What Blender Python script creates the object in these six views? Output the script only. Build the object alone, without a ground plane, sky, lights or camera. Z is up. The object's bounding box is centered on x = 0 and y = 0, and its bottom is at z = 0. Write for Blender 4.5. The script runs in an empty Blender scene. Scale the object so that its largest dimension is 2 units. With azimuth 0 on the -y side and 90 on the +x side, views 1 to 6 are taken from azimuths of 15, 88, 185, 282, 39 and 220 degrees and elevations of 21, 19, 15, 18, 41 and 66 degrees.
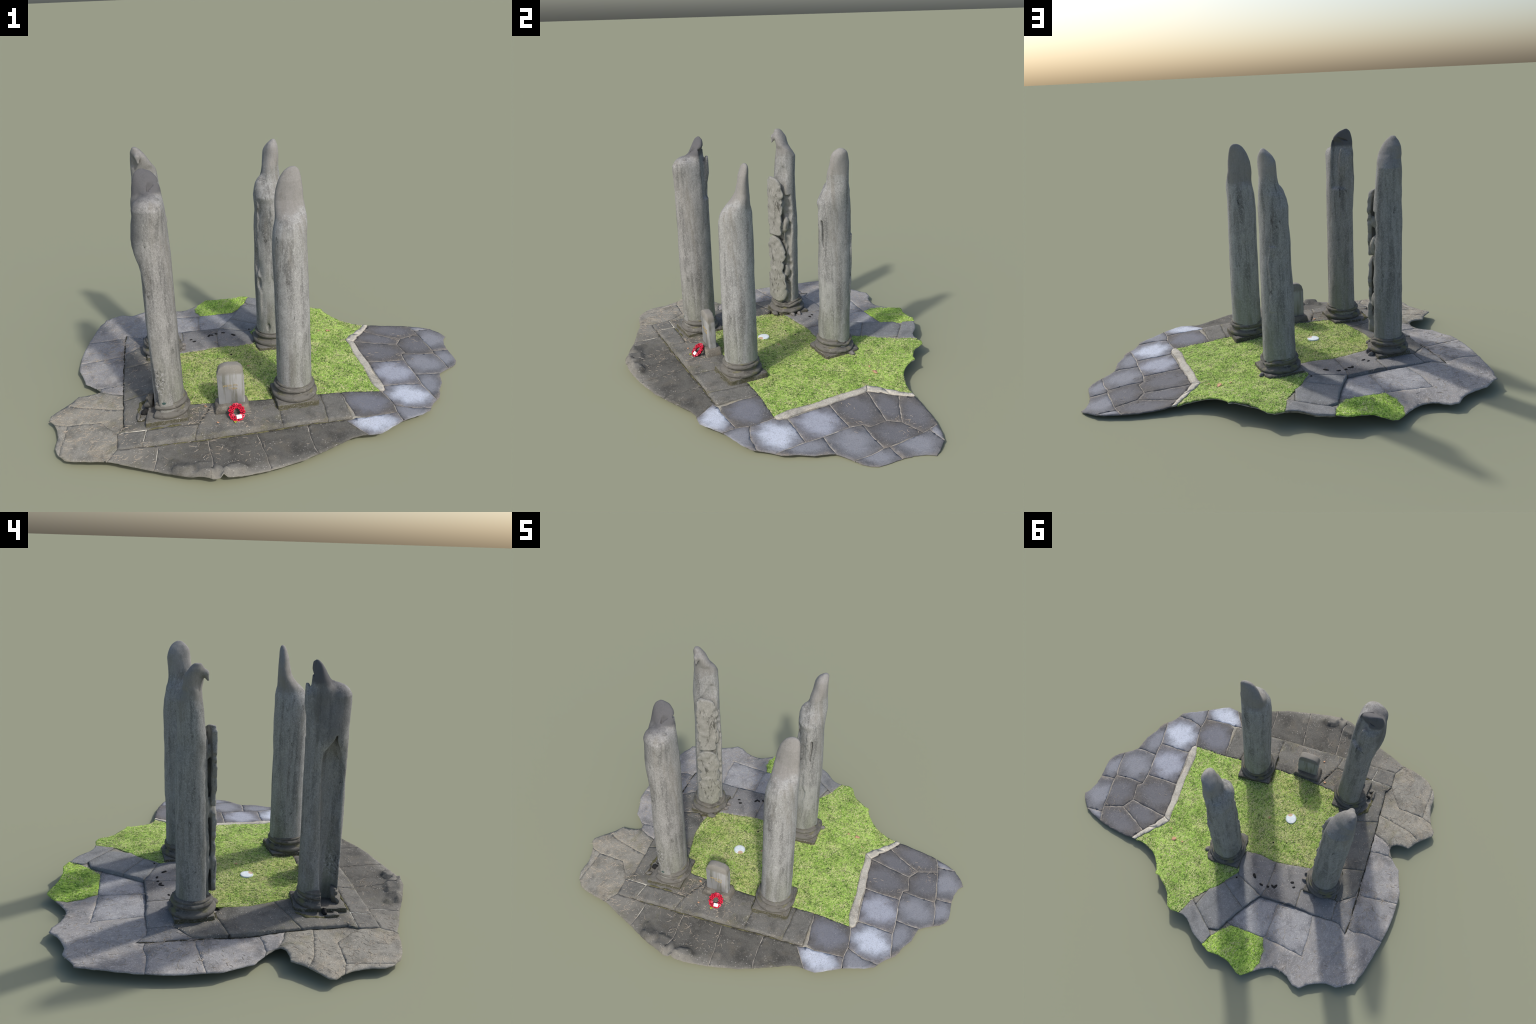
# Memorial plot: four broken, hollow-looking stone columns on a paved and turfed
# piece of ground, with a small headstone, a poppy wreath and a drain cover.
import bpy, bmesh, math, random
import numpy as np
from mathutils import Vector, Matrix, noise, geometry

random.seed(11)
RNG = np.random.default_rng(5)

# --------------------------------------------------------------------------
# small helpers
# --------------------------------------------------------------------------
def link(ob, parent=None):
    bpy.context.scene.collection.objects.link(ob)
    if parent is not None:
        ob.parent = parent
    return ob

def empty(name, loc=(0, 0, 0), parent=None):
    ob = bpy.data.objects.new(name, None)
    ob.empty_display_size = 0.05
    ob.location = loc
    return link(ob, parent)

def mesh_object(name, verts, faces, material, parent=None, origin=(0, 0, 0), smooth=True):
    """mesh given in world coordinates, stored around its own origin"""
    me = bpy.data.meshes.new(name)
    o = np.array(origin, float)
    me.from_pydata([tuple(np.array(v) - o) for v in verts], [], [tuple(int(i) for i in f) for f in faces])
    me.validate()
    me.materials.append(material)
    me.polygons.foreach_set('use_smooth', [smooth] * len(me.polygons))
    me.update()
    ob = bpy.data.objects.new(name, me)
    link(ob, parent)
    ob.matrix_world = Matrix.Translation(o)
    if parent is not None:
        ob.matrix_parent_inverse = Matrix.Translation(-Vector(parent_world(parent)))
        ob.location = o
    return ob

def parent_world(p):
    v = Vector((0, 0, 0))
    while p is not None:
        v += p.location if p.parent is None else Vector(p.get('_world_rel', p.location))
        p = None
    return v

def nz(x, y, z=0.0, s=1.0, octs=3):
    """fractal noise about -1..1"""
    return noise.fractal((x * s, y * s, z * s), 0.9, 2.0, octs, noise_basis='PERLIN_ORIGINAL')

def vnoise3(X, Y, Z, seed=0):
    """vectorised smooth value noise in -1..1"""
    def h(i, j, k):
        n = (i * 374761393 + j * 668265263 + k * 2147483647 + seed * 974634777) & 0xffffffff
        n = ((n ^ (n >> 13)) * 1274126177) & 0xffffffff
        return ((n ^ (n >> 16)) & 0xffff) / 32767.5 - 1
    xi, yi, zi = (np.floor(a).astype(np.int64) for a in (X, Y, Z))
    f = [a - np.floor(a) for a in (X, Y, Z)]
    u, v, w = (t * t * (3 - 2 * t) for t in f)
    r = 0
    for a in (0, 1):
        for b in (0, 1):
            for c in (0, 1):
                r = r + h(xi + a, yi + b, zi + c) * (u if a else 1 - u) * (v if b else 1 - v) * (w if c else 1 - w)
    return r

def smooth01(t):
    t = np.clip(t, 0, 1)
    return t * t * (3 - 2 * t)

# --------------------------------------------------------------------------
# materials
# --------------------------------------------------------------------------
class Mat:
    """node material: a base colour with masked layers laid over it"""
    def __init__(s, name, base, rough=0.9, spec=0.2):
        s.m = bpy.data.materials.new(name)
        s.m.use_nodes = True
        s.nt = s.m.node_tree
        s.bsdf = s.nt.nodes['Principled BSDF']
        s.bsdf.inputs['Roughness'].default_value = rough
        s.bsdf.inputs['Specular IOR Level'].default_value = spec
        s.tc = s.nt.nodes.new('ShaderNodeTexCoord')
        rgb = s.nt.nodes.new('ShaderNodeRGB')
        rgb.outputs[0].default_value = (*base, 1)
        s.col = rgb.outputs[0]
        s.bump = None

    def coord(s, scale=(1, 1, 1), rot=(0, 0, 0), space='Object'):
        mp = s.nt.nodes.new('ShaderNodeMapping')
        mp.inputs['Scale'].default_value = scale
        mp.inputs['Rotation'].default_value = rot
        s.nt.links.new(s.tc.outputs[space], mp.inputs[0])
        return mp.outputs[0]

    def noise(s, scale, detail=4, rough=0.6, vec=None, dist=0.0, lo=None, hi=None):
        n = s.nt.nodes.new('ShaderNodeTexNoise')
        n.inputs['Scale'].default_value = scale
        n.inputs['Detail'].default_value = detail
        n.inputs['Roughness'].default_value = rough
        n.inputs['Distortion'].default_value = dist
        s.nt.links.new(vec if vec is not None else s.tc.outputs['Object'], n.inputs['Vector'])
        o = n.outputs['Fac']
        return o if lo is None else s.ramp(o, lo, hi)

    def voronoi(s, scale, vec=None, feature='F1', lo=None, hi=None, rand=1.0):
        n = s.nt.nodes.new('ShaderNodeTexVoronoi')
        n.feature = feature
        n.inputs['Scale'].default_value = scale
        n.inputs['Randomness'].default_value = rand
        s.nt.links.new(vec if vec is not None else s.tc.outputs['Object'], n.inputs['Vector'])
        o = n.outputs['Distance']
        return o if lo is None else s.ramp(o, lo, hi)

    def ramp(s, sock, lo, hi):
        r = s.nt.nodes.new('ShaderNodeMapRange')
        r.interpolation_type = 'SMOOTHSTEP'
        a, b, c, d = (lo, hi, 0, 1) if lo < hi else (hi, lo, 1, 0)
        for i, v in zip((1, 2, 3, 4), (a, b, c, d)):
            r.inputs[i].default_value = v
        s.nt.links.new(sock, r.inputs[0])
        return r.outputs[0]

    def math(s, op, a, b=0.0):
        n = s.nt.nodes.new('ShaderNodeMath')
        n.operation = op
        for i, v in enumerate((a, b)):
            if isinstance(v, (int, float)):
                n.inputs[i].default_value = v
            else:
                s.nt.links.new(v, n.inputs[i])
        return n.outputs[0]

    def axis(s, which, space='Object'):
        x = s.nt.nodes.new('ShaderNodeSeparateXYZ')
        s.nt.links.new(s.tc.outputs[space], x.inputs[0])
        return x.outputs[which]

    def dist_to(s, p, scale=(1, 1, 1), space='Object'):
        """distance of the shading point from a place p (scaled per axis)"""
        sub = s.nt.nodes.new('ShaderNodeVectorMath'); sub.operation = 'SUBTRACT'
        s.nt.links.new(s.tc.outputs[space], sub.inputs[0]); sub.inputs[1].default_value = p
        mul = s.nt.nodes.new('ShaderNodeVectorMath'); mul.operation = 'MULTIPLY'
        s.nt.links.new(sub.outputs[0], mul.inputs[0]); mul.inputs[1].default_value = scale
        ln = s.nt.nodes.new('ShaderNodeVectorMath'); ln.operation = 'LENGTH'
        s.nt.links.new(mul.outputs[0], ln.inputs[0])
        return ln.outputs['Value']

    def random(s):
        return s.nt.nodes.new('ShaderNodeObjectInfo').outputs['Random']

    def over(s, colour, fac, mode='MIX'):
        m = s.nt.nodes.new('ShaderNodeMix')
        m.data_type = 'RGBA'
        m.blend_type = mode
        m.inputs['B'].default_value
        s.nt.links.new(s.col, m.inputs[6])
        if hasattr(colour, 'is_linked'):
            s.nt.links.new(colour, m.inputs[7])
        else:
            m.inputs[7].default_value = (*colour, 1)
        if isinstance(fac, (int, float)):
            m.inputs[0].default_value = fac
        else:
            s.nt.links.new(fac, m.inputs[0])
        s.col = m.outputs[2]
        return s

    def bumped(s, height, strength=0.3, dist=0.004):
        b = s.nt.nodes.new('ShaderNodeBump')
        b.inputs['Strength'].default_value = strength
        b.inputs['Distance'].default_value = dist
        s.nt.links.new(height, b.inputs['Height'])
        if s.bump is not None:
            s.nt.links.new(s.bump, b.inputs['Normal'])
        s.bump = b.outputs[0]
        return s

    def done(s):
        s.nt.links.new(s.col, s.bsdf.inputs['Base Color'])
        if s.bump is not None:
            s.nt.links.new(s.bump, s.bsdf.inputs['Normal'])
        return s.m

def shaft_material(name, light, dark, smooth_top=None, extra=None):
    m = Mat(name, light)
    streak = m.coord((1, 1, 0.08))
    m.over(dark, m.math('MULTIPLY', m.noise(24, 5, 0.66, streak, 0.5, 0.47, 0.62), 0.70))
    m.over([c * 1.3 for c in light], m.math('MULTIPLY', m.noise(40, 5, 0.7, m.coord((1, 1, .16), (0, 0, .4)), 0.4, 0.50, 0.64), 0.5))
    m.over([c * 0.55 for c in light], m.math('MULTIPLY', m.noise(11, 5, 0.7, m.coord((1, 1, .6), (0, 0, 2)), 0.6, 0.50, 0.70), 0.35))
    m.over([c * 1.35 for c in light], m.math('MULTIPLY', m.noise(13, 5, 0.7, m.coord((1, 1, .5), (0, 0, 1)), 0.3, 0.46, 0.68), 0.55))
    m.over([c * 0.62 for c in light], m.math('MULTIPLY', m.noise(60, 3, 0.7, m.coord((1, 1, .35)), 0, 0.56, 0.74), 0.55))
    # mineral speckle
    m.over([min(1, c * 1.7) for c in light], m.math('MULTIPLY', m.noise(300, 2, 0.8, None, 0, 0.54, 0.66), 0.6))
    m.over([c * 0.5 for c in light], m.math('MULTIPLY', m.noise(270, 2, 0.8, m.coord((1, 1, 1), (1, .4, 0)), 0, 0.54, 0.68), 0.6))
    # small pits and black grime running down
    m.over((.045, .044, .042), m.math('MULTIPLY', m.math('MULTIPLY', m.noise(48, 4, .75, m.coord((1, 1, .3), (0, 0, .6)), .5, .58, .66), m.noise(7, 3, .6, None, 0, .48, .6)), .75))
    m.over([min(1, c * 1.6) for c in light], m.math('MULTIPLY', m.noise(150, 3, 0.75, m.coord((1, 1, .7), (.3, 0, 0)), 0, 0.53, 0.62), 0.42))
    m.over([c * 0.48 for c in light], m.math('MULTIPLY', m.noise(135, 3, 0.75, m.coord((1, 1, .6), (0, .5, 1)), 0, 0.54, 0.63), 0.42))
    # brown stains
    m.over((.165, .150, .122), m.math('MULTIPLY', m.noise(6, 5, .7, m.coord((1, 1, .2), (0, 0, 3)), .4, .48, .64), .5))
    # greenish growth low on the shaft
    z = m.axis(2)
    low = m.math('MULTIPLY', m.ramp(z, 0.52, 0.10), m.noise(14, 4, 0.6, streak, 0, 0.44, 0.68))
    m.over((0.20, 0.215, 0.15), m.math('MULTIPLY', low, 0.55))
    if smooth_top:
        zlo, colour, amount = smooth_top
        edge = m.math('ADD', z, m.math('MULTIPLY', m.math('ADD', m.noise(9, 5, .7), m.math('MULTIPLY', m.noise(40, 4, .7), .3)), -0.22))
        m.over(colour, m.math('MULTIPLY', m.ramp(edge, zlo - 0.165, zlo - 0.115), amount * .8))
    if extra:
        extra(m)
    m.bumped(m.noise(200, 4, 0.8), 0.45, 0.003)
    return m.done()

def dark_moulding_material():
    m = Mat('weathered_base_stone', (0.135, 0.130, 0.117))
    m.over((0.070, 0.067, 0.058), m.noise(26, 5, 0.65, m.coord((1, 1, 3)), 0.4, 0.48, 0.68))
    m.over((0.20, 0.19, 0.17), m.math('MULTIPLY', m.noise(34, 4, 0.65, None, 0, 0.55, 0.72), 0.75))
    m.over((0.165, 0.160, 0.065), m.math('MULTIPLY', m.noise(15, 4, 0.6, m.coord((1, 1, 2), (0, 0, 1)), 0, 0.54, 0.70), 0.7))
    m.over((0.30, 0.29, 0.26), m.math('MULTIPLY', m.noise(210, 2, 0.8, None, 0, 0.62, 0.74), 0.5))
    m.bumped(m.noise(120, 4, 0.7), 0.4, 0.003)
    return m.done()

def paving_material(name, base, patch=None, patch_amount=0.0, speck=0.5, tan=0.25, dark=0.6, moss=0.0, size=1.0, edge_light=0.0, stretch=None, margins=None, sides=None):
    """stone flag; patch = the pale area in the middle of a flag (Generated coords)"""
    m = Mat(name, base, 0.85, 0.25)
    wob = m.coord((1, 1, 1)) if stretch is None else m.coord((1, .35, 1), (0, 0, stretch))
    m.over([c * dark for c in base], m.noise(7 * size, 5, 0.62, wob, 0.5, 0.42, 0.66))
    m.over([c * 1.35 for c in base], m.math('MULTIPLY', m.noise(24, 5, 0.7, m.coord((1, 1, 1), (0, 0, .7)), 0.4, 0.52, 0.72), 0.6))
    m.over((base[0] * 1.5, base[1] * 1.35, base[2] * 1.15), m.math('MULTIPLY', m.noise(11, 4, 0.6, m.coord((1, 1, 1), (0, 0, 2)), 0, 0.5, 0.7), tan))
    if patch:
        d = m.dist_to((0.5, 0.5, 0.5), (2.0, 2.0, 0.0), 'Generated')
        d = m.math('ADD', d, m.math('MULTIPLY', m.math('SUBTRACT', m.noise(10, 6, 0.70, None, 0.5), 0.5), 1.15))
        m.over([c * .62 for c in patch], m.math('MULTIPLY', m.ramp(d, 1.15, 0.55), patch_amount * .8))
        m.over(patch, m.math('MULTIPLY', m.math('MULTIPLY', m.ramp(d, 0.85, 0.30), m.noise(38, 5, .75, m.coord((1, .45, 1), (0, 0, .9)), .6, .12, .46)), patch_amount))
        m.over([c * 0.55 for c in patch], m.math('MULTIPLY', m.noise(30, 4, 0.65, m.coord((1, .4, 1), (0, 0, .5)), 0.6, 0.5, 0.75), 0.45))
    if edge_light:
        d = m.dist_to((0.5, 0.5, 0.5), (2.0, 2.0, 0.0), 'Generated')
        m.over((0.20, 0.18, 0.155), m.math('MULTIPLY', m.math('MULTIPLY', m.ramp(d, 0.75, 1.15), m.noise(28, 4, 0.6, None, 0, 0.4, 0.65)), edge_light))
    if margins:
        # browner, paler wear away from the step and towards the littered corner
        across = m.math('ADD', m.math('MULTIPLY', m.axis(0), .406), m.math('MULTIPLY', m.axis(1), -.914))
        wn_ = m.math('MULTIPLY', m.math('SUBTRACT', m.noise(9, 5, .7), .5), .22)
        m.over(margins, m.math('MULTIPLY', m.ramp(m.math('ADD', across, wn_), .665, .77), .8))
        m.over(margins, m.math('MULTIPLY', m.ramp(m.math('ADD', m.axis(0), m.math('MULTIPLY', wn_, 2.0)), -.05, -.42), .9))
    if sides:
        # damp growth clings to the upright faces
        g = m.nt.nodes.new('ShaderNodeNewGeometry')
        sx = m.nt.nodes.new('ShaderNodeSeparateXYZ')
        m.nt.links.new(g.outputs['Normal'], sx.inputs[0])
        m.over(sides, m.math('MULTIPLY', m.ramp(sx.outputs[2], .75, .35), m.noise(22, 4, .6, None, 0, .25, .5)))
    if moss:
        m.over((0.13, 0.125, 0.045), m.math('MULTIPLY', m.noise(8, 5, 0.65, m.coord((1, 1, 1), (0, 0, 1.3)), 0.6, 0.56, 0.70), moss))
    # lichen dots and grit
    m.over((0.48, 0.46, 0.42), m.math('MULTIPLY', m.math('MULTIPLY', m.voronoi(85, None, 'F1', 0.24, 0.15), m.noise(20, 2, 0.5, None, 0, 0.5, 0.6)), speck))
    m.over([min(1, c * 1.9) for c in base], m.math('MULTIPLY', m.noise(240, 2, 0.8, wob, 0, 0.55, 0.68), 0.6))
    m.over([min(1, c * 1.7) for c in base], m.math('MULTIPLY', m.noise(55, 6, 0.8, wob, 0.8, 0.54, 0.66), 0.5))
    m.over([c * 0.5 for c in base], m.math('MULTIPLY', m.noise(200, 2, 0.8, m.coord((1, 1, 1), (0, 0, .5)), 0, 0.55, 0.70), 0.55))
    m.bumped(m.noise(90, 5, 0.7), 0.5, 0.004)
    return m.done()

def turf_material(name, bright, straw, deep, straw_amount, stretch=None, two_tone=False):
    m = Mat(name, bright, 0.95, 0.1)
    blades = m.coord((1, .45, 1), (0, 0, .5)) if not stretch else m.coord((1, 0.22, 1), (0, 0, stretch))
    blades2 = m.coord((1, 2.4, 1), (0, 0, 0.9))
    if two_tone:
        # lusher, brighter growth towards the open north-east side
        q = m.math('ADD', m.math('MULTIPLY', m.axis(0), 1.2), m.math('ADD', m.math('MULTIPLY', m.axis(1), .8), m.math('MULTIPLY', m.noise(6, 3), .5)))
        m.over((.31, .55, .085), m.math('MULTIPLY', m.ramp(q, .20, .75), .95))
    dry = m.math('MULTIPLY', m.noise(10, 6, 0.78, None, 0.5, 0.40, 0.62), straw_amount * .8)
    if two_tone:
        dry = m.math('MULTIPLY', dry, m.math('ADD', .35, m.math('MULTIPLY', m.ramp(q, .75, .05), .65)))
    m.over(straw, dry)
    m.over(deep, m.math('MULTIPLY', m.noise(17, 6, 0.78, m.coord((1, 1, 1), (0, 0, 2)), 0.6, 0.49, 0.60), 0.8))
    m.over([straw[0] * 1.25, straw[1] * 1.2, straw[2] * 1.4], m.math('MULTIPLY', m.noise(85, 5, 0.8, blades2, 0.8, 0.51, 0.58), 0.75 * straw_amount + 0.15))
    m.over(deep, m.math('MULTIPLY', m.noise(110, 5, 0.8, blades, 0.8, 0.50, 0.57), 0.92))
    m.over((min(1, bright[0] * 1.95), min(1, bright[1] * 1.75), bright[2] * 2.6), m.math('MULTIPLY', m.noise(150, 4, 0.8, m.coord((1, .5, 1), (0, 0, 1.7)), 0.6, 0.52, 0.60), 0.85))
    m.bumped(m.noise(130, 5, 0.8), 0.8, 0.008)
    return m.done()

def plain(name, col, rough=0.8, var=0.25, scale=60):
    m = Mat(name, col, rough)
    m.over([c * (1 - var * 1.6) for c in col], m.noise(scale, 4, 0.65, None, 0, 0.45, 0.7))
    m.over([min(1, c * (1 + var)) for c in col], m.math('MULTIPLY', m.noise(scale * 2.3, 3, 0.7, m.coord((1, 1, 1), (0, 1, 0)), 0, 0.55, 0.72), 0.6))
    return m.done()

# --------------------------------------------------------------------------
# the ground: outline (x, y, height) of the plot, walked round from the front
# --------------------------------------------------------------------------
OUTLINE = [
 (0.598,-0.399,.034),(0.634,-0.392,.037),(0.680,-0.378,.041),(0.726,-0.322,.045),(0.763,-0.271,.044),(0.833,-0.201,.035),
 (0.876,-0.149,.031),(0.880,-0.120,.026),(0.892,-0.068,.022),(0.918,-0.017,.022),(0.920,0.058,.022),(0.928,0.119,.022),
 (0.916,0.209,.017),(0.931,0.241,.012),(0.974,0.300,.009),(0.995,0.343,.004),(1.000,0.384,.003),(0.978,0.440,.005),
 (0.955,0.492,.006),(0.941,0.543,.006),(0.936,0.594,.008),(0.946,0.638,.006),(0.926,0.656,.010),(0.888,0.678,.016),
 (0.854,0.695,.018),(0.804,0.700,.019),(0.727,0.699,.022),(0.647,0.688,.023),(0.549,0.662,.028),(0.509,0.645,.033),
 (0.453,0.626,.042),(0.416,0.622,.047),(0.360,0.625,.063),(0.318,0.637,.078),(0.280,0.662,.084),(0.251,0.686,.085),
 (0.241,0.709,.083),(0.217,0.705,.082),(0.176,0.716,.078),(0.135,0.730,.075),(0.107,0.745,.078),(0.056,0.795,.083),
 (0.024,0.799,.074),(-0.005,0.783,.072),(-0.042,0.773,.077),(-0.072,0.773,.077),(-0.100,0.783,.074),(-0.134,0.800,.070),
 (-0.167,0.811,.069),(-0.228,0.816,.073),(-0.285,0.826,.072),(-0.334,0.802,.067),(-0.386,0.789,.062),(-0.433,0.793,.053),
 (-0.477,0.803,.042),(-0.503,0.797,.041),(-0.513,0.781,.040),(-0.536,0.737,.034),(-0.569,0.688,.028),(-0.590,0.664,.028),
 (-0.621,0.643,.034),(-0.660,0.632,.034),(-0.696,0.633,.034),(-0.746,0.646,.032),(-0.784,0.638,.036),(-0.809,0.591,.038),
 (-0.843,0.551,.039),(-0.879,0.519,.036),(-0.935,0.499,.046),(-0.985,0.430,.047),(-1.000,0.419,.048),(-0.994,0.394,.044),
 (-0.997,0.345,.048),(-0.989,0.285,.048),(-0.972,0.160,.044),(-0.947,0.034,.043),(-0.906,-0.080,.045),(-0.878,-0.145,.042),
 (-0.831,-0.195,.037),(-0.792,-0.247,.038),(-0.757,-0.259,.035),(-0.700,-0.286,.036),(-0.677,-0.308,.044),(-0.671,-0.329,.053),
 (-0.687,-0.354,.056),(-0.721,-0.374,.054),(-0.754,-0.386,.052),(-0.765,-0.438,.050),(-0.789,-0.492,.048),(-0.814,-0.546,.039),
 (-0.806,-0.573,.036),(-0.766,-0.597,.037),(-0.737,-0.628,.037),(-0.702,-0.679,.037),(-0.677,-0.749,.034),(-0.648,-0.783,.032),
 (-0.600,-0.811,.030),(-0.556,-0.817,.037),(-0.479,-0.810,.040),(-0.404,-0.793,.039),(-0.324,-0.799,.039),(-0.200,-0.800,.030),
 (-0.100,-0.810,.034),(0.003,-0.813,.038),(0.055,-0.810,.041),(0.133,-0.779,.040),(0.182,-0.752,.035),(0.265,-0.699,.031),
 (0.340,-0.645,.032),(0.385,-0.612,.034),(0.457,-0.540,.034),(0.520,-0.470,.034),(0.560,-0.425,.034)]

LOW_SPOTS = [(-.239,-.668,.040),(-.046,-.576,.036),(.158,-.499,.036),(.365,-.409,.044),(-.295,.405,.049),(-.275,.641,.055),
 (-.48,.574,.050),(-.75,.40,.052),(-.88,.15,.049),(-.712,.016,.050),(-.793,.216,.049),(.654,-.028,.033),(.422,.424,.043),(.69,.5,.018),(.827,.091,.02),
 (.883,.43,.012),(.735,.297,.025),(.724,-.205,.044),(.55,-.28,.046),(.893,-.017,.021),(.489,.633,.035),(-.6,-.5,.045),
 (0.1,-.72,.038),(-.4,-.74,.044)]
HIGH_SPOTS = [(.54,-.302,.056),(-.401,-.72,.047),(-.431,-.582,.057),(-.788,.237,.051),(-.291,.399,.066),(-.24,.793,.077),
 (-.121,-.057,.0705),(.313,.489,.057),(.654,-.028,.035),(.422,.424,.045),(-.099,-.576,.06),(.248,-.42,.06),(-.239,.193,.063),
 (.459,-.103,.048),(.489,.633,.036),(.36,.625,.063),(.25,.69,.085),(.05,.79,.08),(-.1,.78,.075),(-.45,-.04,.065),(-.45,.28,.066),(.0,.05,.070),(.20,.10,.062),(.10,-.15,.066),(-.60,.20,.062),(.38,.25,.0535),(.30,.36,.0575),(.52,.05,.046)]

class Surface:
    """thin-plate spline through measured spot heights"""
    def __init__(s, spots, soft):
        P = np.array(spots, float)
        s.X = P[:, :2]
        n = len(P)
        K = s.kern(s.X) + soft * np.eye(n)
        Q = np.c_[np.ones(n), s.X]
        A = np.block([[K, Q], [Q.T, np.zeros((3, 3))]])
        s.w = np.linalg.solve(A, np.r_[P[:, 2], 0, 0, 0])
    def kern(s, q):
        d = ((q[:, None] - s.X[None]) ** 2).sum(-1)
        return d * np.log(d + 1e-9)
    def __call__(s, xy):
        q = np.atleast_2d(np.array(xy, float))[:, :2]
        return s.kern(q) @ s.w[:-3] + np.c_[np.ones(len(q)), q] @ s.w[-3:]

LOW = Surface(OUTLINE + LOW_SPOTS, 2e-3)
HIGH = Surface(HIGH_SPOTS, 1e-3)
def low(x, y): return float(LOW([(x, y)])[0])
def high(x, y): return float(HIGH([(x, y)])[0])

# --------------------------------------------------------------------------
# the plan: every piece of the ground as a polygon, first match wins
# --------------------------------------------------------------------------
FL, FR = np.array((-.401, -.72)), np.array((.540, -.302))
def front(t): return tuple(FL + (FR - FL) * t)
LEFT = [(-.431,-.582),(-.593,-.227),(-.643,-.107),(-.705,.027),(-.741,.119),(-.768,.181),(-.790,.250)]
BACKSTEP = [(-.727,.225),(-.588,.285),(-.488,.317),(-.295,.403)]

LAWN = [(.459,-.103),(.149,-.246),(.036,-.292),(-.10,-.335),(-.20,-.362),(-.29,-.30),(-.336,-.235),(-.40,-.14),(-.442,-.03),(-.45,.03),
        (-.40,.09),(-.322,.141),(-.234,.193),(-.133,.222),(-.056,.261),(-.06,.33),(-.109,.383),(-.083,.475),(-.076,.523),(-.049,.566),
        (-.020,.675),(-.016,.90),(.45,.90),(.489,.640),(.474,.583),(.459,.559),(.446,.508),(.430,.483),(.417,.428),(.436,.390),
        (.490,.263),(.545,.151),(.596,.022),(.640,-.034),(.60,-.058),(.55,-.07),(.514,-.083)]
GRASS2 = [(-.238,.90),(-.234,.80),(-.252,.70),(-.283,.634),(-.460,.567),(-.505,.616),(-.533,.679),(-.536,.737),(-.56,.90)]
KERB_A = [(.657,-.028),(.662,-.014),(.652,.024),(.605,.107),(.557,.229),(.521,.298),(.476,.391),(.458,.425),(.417,.428),(.436,.390),
          (.490,.263),(.545,.151),(.596,.022),(.640,-.034)]
KERB_B = [(.458,.425),(.471,.476),(.471,.492),(.489,.53),(.446,.508),(.430,.483),(.417,.428)]
KERB_C = [(.471,.492),(.500,.570),(.515,.66),(.489,.66),(.489,.640),(.474,.583),(.459,.559),(.446,.508)]
PATH = [(-.295,.403),(-.268,.523),(-.252,.639),(-.232,.80),(-.232,.92),(-.016,.92),(-.020,.675),(-.049,.566),(-.076,.523),(-.083,.475),(-.109,.383),(-.06,.33),(-.13,.30)]

# flags with pale bluish centres, east of the kerb
EAST = {
 'pale_strong': [
   [(.903,-.040),(.95,-.06),(.876,-.122),(.801,-.147),(.717,-.149),(.650,-.039),(.660,-.014),(.655,.023),(.713,.050),(.829,.092)],
   [(.731,-.212),(.763,-.271),(.80,-.40),(.66,-.42),(.517,-.321),(.562,-.289),(.603,-.280)]],
 'pale_soft': [
   [(.829,.092),(.713,.050),(.652,.026),(.557,.229),(.736,.298),(.798,.173)]],
 'pale_faint': [
   [(.715,-.147),(.731,-.212),(.603,-.280),(.552,-.281),(.459,-.103),(.514,-.081),(.643,-.034),(.655,-.036)]],
 'blue_grey': [
   [(.90,-.145),(.85,-.24),(.763,-.271),(.731,-.212),(.715,-.147),(.802,-.147),(.876,-.122),(.95,-.06)],
   [(.98,.020),(.920,.020),(.96,-.02),(.95,-.06),(.903,-.040),(.829,.092),(.798,.173),(.856,.188),(.916,.215),(.97,.225)],
   [(.958,.286),(.99,.26),(.97,.225),(.916,.215),(.856,.188),(.798,.173),(.736,.298),(.719,.361),(.796,.385),(.884,.426),(.910,.391)],
   [(.958,.286),(1.05,.28),(1.05,.52),(.951,.487),(.879,.450),(.884,.426),(.910,.391)],
   [(.951,.487),(.879,.450),(.792,.617),(.769,.649),(.855,.692),(.90,.75),(1.05,.66),(1.05,.50)],
   [(.855,.692),(.769,.649),(.735,.693),(.73,.76),(.90,.76)]],
 'slate_dark': [
   [(.736,.298),(.557,.229),(.521,.298),(.476,.391),(.458,.425),(.686,.475),(.738,.386),(.719,.361)],
   [(.686,.475),(.458,.425),(.471,.476),(.471,.492),(.500,.570),(.703,.544),(.697,.522)],
   [(.703,.544),(.500,.570),(.515,.66),(.50,.75),(.73,.76),(.735,.693),(.769,.649),(.792,.617)],
   [(.884,.426),(.796,.385),(.719,.361),(.738,.386),(.686,.475),(.697,.522),(.703,.544),(.792,.617),(.817,.571),(.843,.511),(.879,.450)]],
}
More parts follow.
